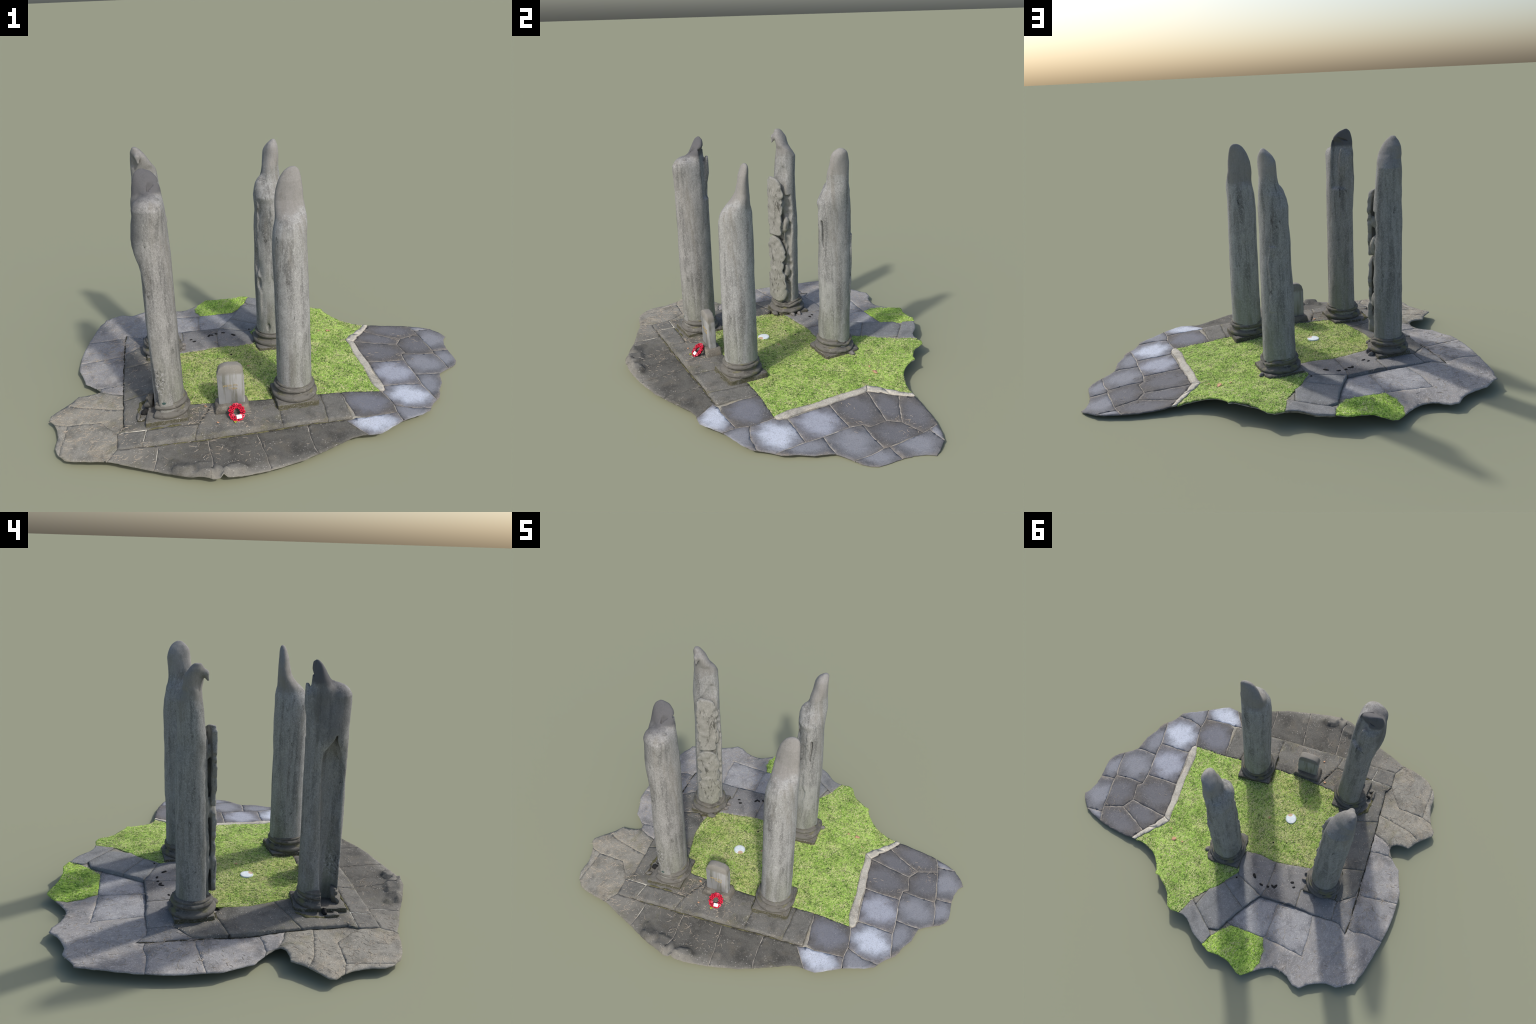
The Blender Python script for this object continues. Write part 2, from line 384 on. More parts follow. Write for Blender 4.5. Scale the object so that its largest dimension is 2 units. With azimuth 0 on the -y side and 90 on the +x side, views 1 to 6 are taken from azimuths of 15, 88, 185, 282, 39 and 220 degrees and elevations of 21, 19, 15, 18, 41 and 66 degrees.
# flags of the raised platform (front run, then left run, then back run)
PLATFORM = [
 [(.369,-.145),(.459,-.103),front(1),front(.895),(.403,-.237)],
 [(.369,-.145),(.403,-.237),front(.895),front(.695),(.225,-.352),(.186,-.229),(.25,-.20)],
 [(.186,-.229),(.225,-.352),front(.695),front(.322),(-.115,-.495),(-.10,-.40),(-.10,-.335),(.036,-.292),(.149,-.246)],
 [(-.115,-.495),front(.322),front(.103),(-.325,-.580)],
 [(-.325,-.580),front(.103),front(0),(-.441,-.626)],
 [(-.441,-.626),(-.325,-.580),(-.115,-.495),(-.10,-.335),(-.29,-.30),(-.336,-.235),(-.518,-.391),(-.431,-.582)],
 [(-.336,-.235),(-.40,-.14),(-.442,-.03),(-.50,0),(-.643,-.107),(-.518,-.391)],
 [(-.643,-.107),(-.50,0),(-.45,.03),(-.52,.12),(-.64,.14),(-.70,.04)],
 [(-.70,.035),(-.64,.141),(-.682,.240),(-.727,.225),(-.792,.252),(-.768,.181)],
 [(-.64,.141),(-.52,.12),(-.443,.225),(-.487,.318),(-.588,.285),(-.682,.243)],
 [(-.52,.12),(-.45,.03),(-.40,.09),(-.322,.141),(-.234,.193),(-.291,.345),(-.295,.403),(-.487,.318),(-.443,.225)],
 [(-.234,.193),(-.133,.222),(-.056,.261),(-.06,.33),(-.122,.398),(-.295,.403),(-.291,.345)],
]
PATHFLAGS = [
 [(-.295,.403),(-.122,.398),(-.085,.481),(-.267,.521)],
 [(-.122,.398),(-.06,.33),(-.109,.383),(-.083,.475),(-.085,.481)],
 [(-.267,.521),(-.085,.481),(-.076,.523),(-.049,.566),(-.058,.683),(-.203,.733),(-.248,.70),(-.252,.639)],
 [(-.203,.733),(-.058,.683),(-.02,.675),(-.016,.92),(-.232,.92),(-.240,.75)],
]
PATIO = [
 [(-.295,.403),(-.401,.358),(-.401,.376),(-.466,.545),(-.460,.567),(-.283,.634),(-.252,.639),(-.268,.523)],
 [(-.401,.356),(-.487,.318),(-.588,.285),(-.630,.366),(-.69,.50),(-.582,.527),(-.464,.563),(-.466,.545)],
]
WEST = [
 [(-.713,.019),(-.742,.011),(-.804,-.026),(-.97,-.12),(-.83,-.28),(-.69,-.275),(-.593,-.227),(-.643,-.107)],
 [(-.713,.019),(-.742,.011),(-.804,-.026),(-.97,-.12),(-1.05,.12),(-.872,.173),(-.818,.208),(-.780,.213),(-.768,.181),(-.741,.119)],
]
FRONTROW = [
 [front(0),front(.15),(-.239,-.660),(-.212,-.754),(-.19,-.90),(-.43,-.90),(-.41,-.78)],
 [front(.15),front(.365),(-.047,-.572),(.029,-.727),(.06,-.90),(-.19,-.90),(-.212,-.754),(-.239,-.660)],
 [front(.365),front(.59),(.153,-.492),(.242,-.654),(.31,-.80),(.06,-.90),(.029,-.727),(-.047,-.572)],
 [front(.59),front(.81),(.355,-.398),(.412,-.536),(.50,-.65),(.31,-.80),(.242,-.654),(.153,-.492)],
 [front(.81),front(1),(.517,-.321),(.66,-.42),(.60,-.55),(.50,-.65),(.412,-.536),(.355,-.398)],
]

# order matters: first match wins
PIECES = []   # (kind, polygon, level)
for p in (KERB_A, KERB_B, KERB_C): PIECES.append(('kerb_stone', p, 'kerb'))
for mat_key, polys in EAST.items():
    for p in polys: PIECES.append((mat_key, p, 'low'))
PIECES.append(('lawn', LAWN, 'lawn'))
for p in PATHFLAGS: PIECES.append(('path', p, 'high'))
for i, p in enumerate(PLATFORM): PIECES.append(('platform' if i < 8 else 'backrun', p, 'high'))
PIECES.append(('grass', GRASS2, 'grass2'))
for p in PATIO: PIECES.append(('patio', p, 'low'))
for p in WEST: PIECES.append(('west', p, 'low'))
for p in FRONTROW: PIECES.append(('front', p, 'low'))

CORNER = [
 [(-.441,-.626),(-.401,-.72),(-.415,-.78),(-.43,-.90),(-.60,-.90),(-.70,-.60),(-.56,-.55),(-.50,-.585)],
 [(-.441,-.626),(-.50,-.585),(-.56,-.55),(-.70,-.60),(-.90,-.60),(-.90,-.44),(-.70,-.47),(-.50,-.44),(-.431,-.582)],
]
for p in CORNER: PIECES.append(('corner', p, 'rough'))
DRIFT = [(-.37,-.30),(-.60,-.33),(-.668,-.318),(-.72,-.23),(-.86,-.22),(-1.05,-.05),(-1.05,.60),(-.60,.80),(-.50,.90),(-.40,.70),(-.40,.30)]
PIECES.append(('drift', DRIFT, 'rough'))

def inside(P, poly):
    """vectorised even-odd test"""
    q = np.array(poly)
    x, y = P[:, 0], P[:, 1]
    r = np.zeros(len(P), bool)
    for (x0, y0), (x1, y1) in zip(q, np.roll(q, -1, 0)):
        c = (y0 > y) != (y1 > y)
        with np.errstate(divide='ignore', invalid='ignore'):
            r ^= c & (x < (x1 - x0) * (y - y0) / (y1 - y0) + x0)
    return r

def densify(poly, step):
    out = []
    for a, b in zip(poly, poly[1:] + poly[:1]):
        a, b = np.array(a[:2]), np.array(b[:2])
        n = max(1, int(np.hypot(*(b - a)) / step))
        out += [tuple(a + (b - a) * i / n) for i in range(n)]
    return out

def build_plan():
    verts, edges = [], []
    def loop(poly, step):
        p = densify(poly, step)
        k = len(verts)
        verts.extend(Vector(v) for v in p)
        edges.extend((k + i, k + (i + 1) % len(p)) for i in range(len(p)))
    # outline, slightly ragged
    ragged = []
    for x, y in densify([o[:2] for o in OUTLINE], 0.012):
        ragged.append((x + 0.0022 * nz(x, y, 3, 45), y + 0.0022 * nz(x, y, 9, 45)))
    k = len(verts)
    verts.extend(Vector(v) for v in ragged)
    edges.extend((k + i, k + (i + 1) % len(ragged)) for i in range(len(ragged)))
    for _, p, _ in PIECES:
        loop(p, 0.016)
    # filling points: coarse everywhere, finer on turf
    g = []
    xs, ys = np.meshgrid(np.arange(-1, 1.001, .014), np.arange(-.83, .84, .014))
    P = np.c_[xs.ravel(), ys.ravel()]
    P = P + RNG.uniform(-.0035, .0035, P.shape)
    g.append(P)
    xs, ys = np.meshgrid(np.arange(-.6, .7, .008), np.arange(-.4, .84, .008))
    Q = np.c_[xs.ravel(), ys.ravel()] + RNG.uniform(-.002, .002, (xs.size, 2))
    g.append(Q[inside(Q, LAWN) | inside(Q, GRASS2)])
    P = np.vstack(g)
    P = P[inside(P, ragged)]
    # keep fill points off the constraint edges
    cell = {}
    for v in verts:
        cell.setdefault((int(v.x // .008), int(v.y // .008)), []).append(v)
    for x, y in P:
        i, j = int(x // .008), int(y // .008)
        ok = True
        for a in (-1, 0, 1):
            for b in (-1, 0, 1):
                for v in cell.get((i + a, j + b), ()):
                    if (v.x - x) ** 2 + (v.y - y) ** 2 < .0055 ** 2:
                        ok = False
        if ok:
            verts.append(Vector((x, y)))
    co, _, tris, _, _, _ = geometry.delaunay_2d_cdt(verts, edges, [], 0, 1e-5)
    co = np.array([(v.x, v.y) for v in co])
    tris = np.array([t for t in tris if len(t) == 3])
    c = co[tris].mean(1)
    tris = tris[inside(c, ragged)]
    c = co[tris].mean(1)
    lab = np.full(len(tris), len(PIECES))
    for i in range(len(PIECES) - 1, -1, -1):
        lab[inside(c, PIECES[i][1])] = i
    # hand-cut, slightly wandering joints: warp the plan, fading out at the outline
    rim = np.array(ragged)
    gap = np.full(len(co), 9.0)
    for k in range(0, len(rim), 200):
        gap = np.minimum(gap, np.sqrt(((co[:, None] - rim[None, k:k + 200]) ** 2).sum(-1)).min(1))
    w = smooth01(gap / .03)[:, None]
    x, y, o = co[:, 0], co[:, 1], co[:, 0] * 0
    co = co + w * np.c_[.0022 * vnoise3(x * 28, y * 28, o, 61) + .0012 * vnoise3(x * 75, y * 75, o, 62),
                        .0022 * vnoise3(x * 28, y * 28, o, 63) + .0012 * vnoise3(x * 75, y * 75, o, 64)]
    return co, tris, lab, ragged

CO, TRIS, LAB, RAGGED = build_plan()

# lumps of rough stone standing out of the front and side ground
LUMPS = [(-.10,-.765,.060,.034,-12,.013),(.03,-.760,.080,.036,-6,.018),(.12,-.735,.050,.030,20,.018),(-.02,-.79,.12,.02,-2,.010),(-.63,-.37,.06,.022,50,.003)]
def lumps(xy):
    x, y = xy[:, 0], xy[:, 1]
    z = np.zeros(len(xy))
    for cx, cy, a, b, ang, h in LUMPS:
        t = math.radians(ang)
        u = (x - cx) * math.cos(t) + (y - cy) * math.sin(t)
        v = -(x - cx) * math.sin(t) + (y - cy) * math.cos(t)
        d = 1 - np.sqrt((u / a) ** 2 + (v / b) ** 2) + 0.35 * vnoise3(x * 30, y * 30, x * 0, 4)
        z += h * smooth01(d * 4.5)
    return z

def level(kind, xy):
    x, y = xy[:, 0], xy[:, 1]
    n1 = vnoise3(x * 9, y * 9, x * 0, 1)
    n2 = vnoise3(x * 38, y * 38, x * 0, 2)
    n3 = vnoise3(x * 110, y * 110, x * 0, 3)
    if kind == 'high':
        return HIGH(xy) + .0010 * n1 + .0006 * n2
    if kind == 'lawn':
        return HIGH(xy) - .001 + .0022 * n1 + .0020 * n2 + .0022 * n3
    if kind == 'grass2':
        return LOW(xy) + .002 + .003 * n1 + .0028 * n2 + .0025 * n3
    if kind == 'kerb':
        return LOW(xy) + .004 + .0010 * n1 + .0014 * n2
    if kind == 'rough':
        return LOW(xy) + .0022 * n1 + .0016 * n2 + lumps(xy)
    return LOW(xy) + .0012 * n1 + .0009 * n2 + lumps(xy)

def piece_mesh(tris, lvl, gap, drop, floor=None, round_=0.0022):
    """cut one piece out of the plan, open its joints by gap, give it a top, sides and an underside"""
    used = np.unique(tris)
    remap = -np.ones(len(CO), int)
    remap[used] = np.arange(len(used))
    t = remap[tris]
    xy = CO[used].copy()
    # boundary half-edges
    ed = {}
    for a, b, c in t:
        for e in ((a, b), (b, c), (c, a)):
            ed[e] = 1
    border = [e for e in ed if (e[1], e[0]) not in ed]
    nrm = np.zeros_like(xy)
    for a, b in border:
        d = xy[b] - xy[a]
        n = np.array((-d[1], d[0])) / (np.hypot(*d) + 1e-12)
        nrm[a] += n
        nrm[b] += n
    on = np.hypot(nrm[:, 0], nrm[:, 1]) > 1e-9
    nn = nrm[on] / np.maximum(np.hypot(nrm[on, 0], nrm[on, 1]), .4)[:, None]
    z = level(lvl, xy)
    w = vnoise3(xy[on, 0] * 60, xy[on, 1] * 60, xy[on, 0] * 0, 7)
    rim = xy.copy()
    rim[on] += nn * (gap * (1 + .7 * w))[:, None]
    zr = z.copy()
    zr[on] -= round_ * (0.6 + .5 * np.abs(w))
    bz = np.maximum(z - drop, 0.0) if floor is None else np.maximum(np.minimum(floor(xy), z - drop), 0.0)
    n = len(xy)
    verts = [(*rim[i], zr[i]) for i in range(n)]
    skirt = {}
    for i in np.where(on)[0]:
        skirt[i] = len(verts)
        verts.append((*rim[i], min(bz[i], zr[i] - .0005)))
    faces = [tuple(f) for f in t]
    for a, b in border:
        faces.append((b, a, skirt[a], skirt[b]))
    return verts, faces

# --------------------------------------------------------------------------
# materials in use
# --------------------------------------------------------------------------
MAT = {
 'front': paving_material('front_flag_stone', (.108, .105, .093), speck=.65, tan=.4, dark=.56, moss=.22, margins=(.235, .226, .196)),
 'platform': paving_material('platform_flag_stone', (.152, .149, .134), speck=.65, tan=.3, dark=.55, moss=.32),
 'backrun': paving_material('back_platform_flag_stone', (.205, .203, .200), speck=.8, tan=.25, dark=.58, moss=.1),
 'path': paving_material('path_flag_stone', (.20, .205, .205), speck=.6, tan=.25, dark=.6, moss=.2),
 'patio': paving_material('patio_flag_stone', (.315, .315, .318), speck=1.0, tan=.15, dark=.56),
 'west': paving_material('side_flag_stone', (.295, .290, .284), speck=.6, tan=.35, dark=.54),
 'drift': paving_material('worn_ground_stone', (.300, .290, .278), speck=.6, tan=.35, dark=.58, stretch=.9),
 'rough': paving_material('littered_ground', (.255, .244, .208), speck=.7, tan=.4, dark=.56, moss=.30),
 'slate_dark': paving_material('dark_slate_flag', (.110, .106, .103), (.165, .170, .190), .55, speck=.35, tan=.4, dark=.66, edge_light=.8),
 'blue_grey': paving_material('blue_grey_flag', (.142, .143, .150), (.255, .268, .300), .7, speck=.25, tan=.35, dark=.62, edge_light=.9),
 'pale_faint': paving_material('faint_centre_flag', (.118, .113, .107), (.20, .21, .245), .7, speck=.35, tan=.4, dark=.62, edge_light=.5),
 'pale_soft': paving_material('pale_centre_flag', (.120, .116, .122), (.36, .385, .45), .85, speck=.3, tan=.35, dark=.62, edge_light=.6),
 'pale_strong': paving_material('bright_centre_flag', (.150, .150, .162), (.53, .575, .66), .95, speck=.25, tan=.3, dark=.66, edge_light=.6),
 'kerb_stone': paving_material('kerb_lime_stone', (.43, .41, .355), speck=.4, tan=.3, dark=.60),
 'mortar': plain('joint_mortar', (.42, .39, .34), .95, .3, 40),
 'joint_dirt': plain('joint_dirt', (.19, .175, .13), .95, .35, 40),
 'lawn': turf_material('lawn_turf', (.285, .415, .080), (.58, .55, .25), (.062, .125, .026), .9, None, True),
 'lawn_out': turf_material('outer_turf', (.36, .60, .07), (.58, .62, .24), (.11, .24, .03), .6, .6),
}

# --------------------------------------------------------------------------
# build the ground
# --------------------------------------------------------------------------
site = empty('memorial_plot')
site['label'] = 'four broken grey stone columns on paved, grassy memorial plot'
site['category'] = 'ruined monument'

# bedding sheet under everything
verts, faces = piece_mesh(TRIS, 'bed', 0.0035, .004, None, 0.0)
_v = np.array(verts)
_raised = np.zeros(len(_v), bool)
for _k, _p, _l in PIECES:
    if _l in ('high', 'lawn'):
        _raised |= inside(_v[:, :2], [tuple(q) for q in _p])
_v[:, 2] -= np.where(_raised, np.maximum(.006, LOW(_v[:, :2]) - HIGH(_v[:, :2]) + .008), .0022)
verts = [(x, y, max(z, 0.0)) for x, y, z in _v]
mesh_object('bedding', verts, faces, MAT['mortar'], site)

NAMES = {'front': 'paving_slab', 'platform': 'platform_slab', 'path': 'paving_slab', 'patio': 'paving_slab', 'west': 'paving_slab',
         'slate_dark': 'paving_slab', 'blue_grey': 'paving_slab', 'pale_soft': 'paving_slab', 'pale_strong': 'paving_slab',
         'kerb_stone': 'kerb_stone', 'drift': 'worn_ground', 'corner': 'paving_slab', 'backrun': 'platform_slab', 'pale_faint': 'paving_slab', 'lawn': 'lawn', 'grass': 'lawn'}
for i, (kind, poly, lvl) in enumerate(PIECES):
    t = TRIS[LAB == i]
    if len(t) == 0:
        continue
    if kind in ('lawn', 'grass'):
        v, f = piece_mesh(t, lvl, .0, .0065, None, .0015)
        m = MAT['lawn'] if kind == 'lawn' else MAT['lawn_out']
    elif kind in ('drift', 'corner'):
        v, f = piece_mesh(t, lvl, .0 if kind == 'drift' else .0007, .0055, None, .001)
        m = MAT[kind if kind == 'drift' else 'rough']
    elif lvl == 'high':
        v, f = piece_mesh(t, lvl, .0012, .0055, lambda xy: LOW(xy) - .004, .0018)
        m = MAT[kind]
    else:
        v, f = piece_mesh(t, lvl, .0021 if kind in EAST else .0012, .0055, None, .0014)
        m = MAT[kind]
    c = np.mean([q[:2] for q in v], 0)
    mesh_object(NAMES[kind], v, f, m, site, (0, 0, 0) if kind in ('lawn', 'grass', 'drift', 'front') else (c[0], c[1], 0))
t = TRIS[LAB == len(PIECES)]
v, f = piece_mesh(t, 'rough', .0, .0055, None, .001)
mesh_object('rough_ground', v, f, MAT['rough'], site)

# bedding of the raised platform, seen in its joints
plat = [i for i, p in enumerate(PIECES) if p[2] == 'high']
v, f = piece_mesh(TRIS[np.isin(LAB, plat)], 'high', .0022, .012, None, 0.0)
v = [(x, y, z - .0022) for x, y, z in v]
mesh_object('platform_bedding', v, f, MAT['joint_dirt'], site)

def ground_many(P):
    """height of the finished ground at many places"""
    P = np.array(P, float)
    z = level('rough', P)
    todo = np.ones(len(P), bool)
    for kind, poly, lvl in PIECES:
        k = todo & inside(P, poly)
        if k.any():
            z[k] = level(lvl, P[k])
        todo &= ~k
    return z
def ground(x, y): return float(ground_many([(x, y)])[0])

# --------------------------------------------------------------------------
# columns: implicit solids sampled on a grid (surface nets)
# --------------------------------------------------------------------------
def surface_nets(fn, lo, hi, h):
    n = [int(math.ceil((b - a) / h)) + 1 for a, b in zip(lo, hi)]
    ax = [lo[i] + h * np.arange(n[i]) for i in range(3)]
    X, Y, Z = np.meshgrid(*ax, indexing='ij')
    F = fn(X, Y, Z)
    S = F < 0
    def corner(a, i, j, k):
        return a[i:i + n[0] - 1, j:j + n[1] - 1, k:k + n[2] - 1]
    cs = [(i, j, k) for i in (0, 1) for j in (0, 1) for k in (0, 1)]
    cnt = sum(corner(S, *c).astype(int) for c in cs)
    active = (cnt > 0) & (cnt < 8)
    idx = np.argwhere(active)
    Fc = {c: corner(F, *c)[active] for c in cs}
    acc = np.zeros((len(idx), 3)); num = np.zeros(len(idx))
    for a in cs:
        for b in cs:
            if sum(b) - sum(a) == 1 and all(y >= x for x, y in zip(a, b)):
                fa, fb = Fc[a], Fc[b]
                cross = (fa < 0) != (fb < 0)
                t = np.where(cross, fa / np.where(cross, fa - fb, 1), 0)
                p = np.array(a)[None] + t[:, None] * (np.array(b) - np.array(a))[None]
                acc += np.where(cross[:, None], p, 0); num += cross
    P = np.array(lo) + h * (idx + acc / num[:, None])
    vid = -np.ones(active.shape, int)
    vid[active] = np.arange(len(idx))
    quads = []
    for axis in range(3):
        s0 = [slice(1, -1)] * 3; s1 = [slice(1, -1)] * 3
        s0[axis] = slice(0, n[axis] - 1); s1[axis] = slice(1, n[axis])
        A, B = S[tuple(s0)], S[tuple(s1)]
        for flip in (False, True):
            w = np.argwhere((A & ~B) if not flip else (~A & B))
            if not len(w):
                continue
            base = w.copy()
            for d in range(3):
                if d != axis:
                    base[:, d] += 1
            u, v = [(1, 2), (2, 0), (0, 1)][axis]
            def at(du, dv):
                q = base.copy(); q[:, u] -= du; q[:, v] -= dv
                return vid[q[:, 0], q[:, 1], q[:, 2]]
            q = np.c_[at(1, 1), at(0, 1), at(0, 0), at(1, 0)]
            if flip:
                q = q[:, ::-1]
            quads.append(q)
    Q = np.vstack(quads)
    Q = Q[(Q >= 0).all(1)]
    return P, Q

def loft(sections, X, Y, Z):
    """signed distance (approx.) of a solid through elliptic sections (z, cx, cy, a, b, angle)"""
    s = np.array(sections, float)
    t = np.radians(s[:, 5])
    c2, s2, cs = np.cos(t) ** 2, np.sin(t) ** 2, np.cos(t) * np.sin(t)
    A, B = s[:, 3] ** 2, s[:, 4] ** 2
    cols = [s[:, 1], s[:, 2], A * c2 + B * s2, (A - B) * cs, A * s2 + B * c2]
    zz = Z[0, 0, :]
    cx, cy, m11, m12, m22 = [np.interp(zz, s[:, 0], c)[None, None] for c in cols]
    det = np.maximum(m11 * m22 - m12 ** 2, 1e-12)
    dx, dy = X - cx, Y - cy
    k0 = np.sqrt((m22 * dx * dx - 2 * m12 * dx * dy + m11 * dy * dy) / det)
    r = np.sqrt(dx * dx + dy * dy) + 1e-9
    d = r * (k0 - 1) / np.maximum(k0, 1e-3)
    d = np.maximum(d, -0.03)
    return np.maximum(d, np.maximum(Z - s[-1, 0], s[0, 0] - Z))

def smin(a, b, k):
    h = np.clip(.5 + .5 * (b - a) / k, 0, 1)
    return b + (a - b) * h - k * h * (1 - h)
def smax(a, b, k): return -smin(-a, -b, k)

def wobble(X, Y, Z, seed, amp=.0016):
    return amp * (vnoise3(X * 22, Y * 22, Z * 12, seed) + .5 * vnoise3(X * 60, Y * 60, Z * 35, seed + 1))

def polar(X, Y, c):
    return np.hypot(X - c[0], Y - c[1]), np.degrees(np.arctan2(Y - c[1], X - c[0]))

def angdiff(a, b): return (a - b + 180) % 360 - 180

def column_a(X, Y, Z):
    main = [(.07,-.285,-.424,.091,.080,100),(.45,-.286,-.425,.091,.078,98),(.8,-.288,-.424,.090,.078,100),(.9,-.292,-.423,.091,.078,104),
            (.96,-.289,-.424,.093,.074,110),(1.0,-.286,-.423,.097,.068,116),(1.03,-.286,-.423,.097,.064,122),(1.05,-.286,-.423,.086,.057,130),(1.060,-.286,-.422,.077,.051,132),(1.068,-.287,-.422,.064,.043,132),(1.075,-.288,-.421,.046,.031,132),(1.079,-.288,-.420,.02,.012,132)]
    lobe = [(.80,-.280,-.450,.02,.02,20),(1.03,-.279,-.461,.060,.048,20),(1.050,-.279,-.460,.053,.040,20),(1.062,-.280,-.458,.044,.030,20),(1.071,-.281,-.455,.030,.019,20),(1.076,-.282,-.453,.012,.009,20)]
    fin = [(.80,-.300,-.400,.02,.02,18),(1.04,-.301,-.394,.064,.050,16),(1.06,-.302,-.393,.063,.047,15),(1.08,-.303,-.390,.061,.042,13),(1.1,-.305,-.386,.059,.036,13),(1.12,-.307,-.381,.055,.029,18),(1.14,-.311,-.376,.047,.022,25),
           (1.16,-.318,-.372,.033,.013,32),(1.169,-.324,-.371,.017,.007,35),(1.174,-.327,-.370,.006,.003,35)]
    tooth = [(.80,-.300,-.380,.01,.01,30),(.98,-.309,-.345,.028,.020,30),(1.03,-.308,-.340,.022,.016,30),(1.055,-.305,-.335,.015,.011,30),(1.074,-.303,-.331,.008,.007,30)]
    d = loft(main, X, Y, Z)
    d = smin(d, loft(lobe, X, Y, Z), .02)
    d = smin(d, loft(fin, X, Y, Z), .022)
    # the inner face is set back above a ledge, under the tooth-edged rim
    r, a = polar(X, Y, (-.285, -.424))
    band = 1 - smooth01((np.abs(angdiff(a, 84)) - 20) / 9)
    zr = smooth01((Z - .84) / .02) * (1 - smooth01((Z - 1.10) / .03))
    d = d + (.015 + .003 * vnoise3(X * 25, Y * 25, Z * 14, 18)) * band * zr
    d = smin(d, loft(tooth, X, Y, Z), .010)
    d += wobble(X, Y, Z, 11)
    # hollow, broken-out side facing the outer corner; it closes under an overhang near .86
    t = math.radians(206)
    prof = np.interp(Z, [.05, .72, .80, .86, .90], [.060, .060, .070, .092, .12])
    flat = (X + .28) * math.cos(t) + (Y + .421) * math.sin(t) - prof + .003 * vnoise3(X * 30, Y * 30, Z * 14, 3)
    d = smax(d, flat, .012)
    # the shaft is a shell there: a deep vertical hollow runs from the base up under the overhang
    wav = vnoise3(X * 0 + 3, Y * 0, Z * 9, 8)
    phi = np.radians(np.interp(Z, [.08, .30, .55, .82], [246, 238, 224, 214]) + 5 * wav)
    ux, uy = np.cos(phi), np.sin(phi)
    hx, hy = -.285 + .058 * ux, -.424 + .058 * uy
    hollow = np.hypot(X - hx, Y - hy) - (.0445 + .007 * vnoise3(X * 18, Y * 18, Z * 9, 14) + .004 * vnoise3(X * 45, Y * 45, Z * 20, 19) - .040 * smooth01((Z - .74) / .16))
    d = smax(d, -np.maximum(hollow, Z - .88), .006)
    side = -(X - hx) * uy + (Y - hy) * ux
    mouth = np.maximum(np.abs(side) - (.034 + .007 * wav + .005 * vnoise3(X * 40, Y * 40, Z * 30, 17) - .034 * smooth01((Z - .72) / .18)),
                       -((X - hx) * ux + (Y - hy) * uy))
    d = smax(d, -np.maximum(mouth, Z - .87), .005)
    # slit below the tip, on the inner face
    u = (X + .306) * math.cos(math.radians(15)) + (Y + .358) * math.sin(math.radians(15))
    v = -(X + .306) * math.sin(math.radians(15)) + (Y + .358) * math.cos(math.radians(15))
    slit = np.sqrt((u / .032) ** 2 + ((v - .004) / .010) ** 2 + ((Z - 1.118 - u * .35) / .005) ** 2) - 1
    d = np.maximum(d, -slit * .005)
    return d

def column_b(X, Y, Z):
    main = [(.07,.257,-.183,.086,.080,115),(.3,.256,-.183,.085,.079,111),(.6,.252,-.184,.084,.078,107),(.8,.248,-.182,.084,.077,106),
            (.86,.249,-.182,.083,.075,111),(.895,.252,-.178,.080,.071,121),(.92,.253,-.173,.073,.066,140),(.94,.252,-.167,.068,.058,178),(.96,.248,-.157,.066,.047,8),
            (.98,.244,-.149,.065,.039,9),(1.0,.241,-.144,.063,.033,6),(1.04,.241,-.140,.060,.028,3),(1.08,.244,-.137,.050,.024,9),
            (1.1,.247,-.133,.043,.020,14),(1.12,.251,-.130,.034,.015,20),(1.132,.254,-.128,.022,.010,20),(1.138,.255,-.127,.010,.005,20)]
    d = loft(main, X, Y, Z) + wobble(X, Y, Z, 31, .0013)
    t = math.radians(200)
    dent = np.sqrt(((X - .165) / .02) ** 2 + ((Y + .22) / .03) ** 2 + ((Z - .45) / .3) ** 2) - 1
    return smax(d, -dent * .02, .01)

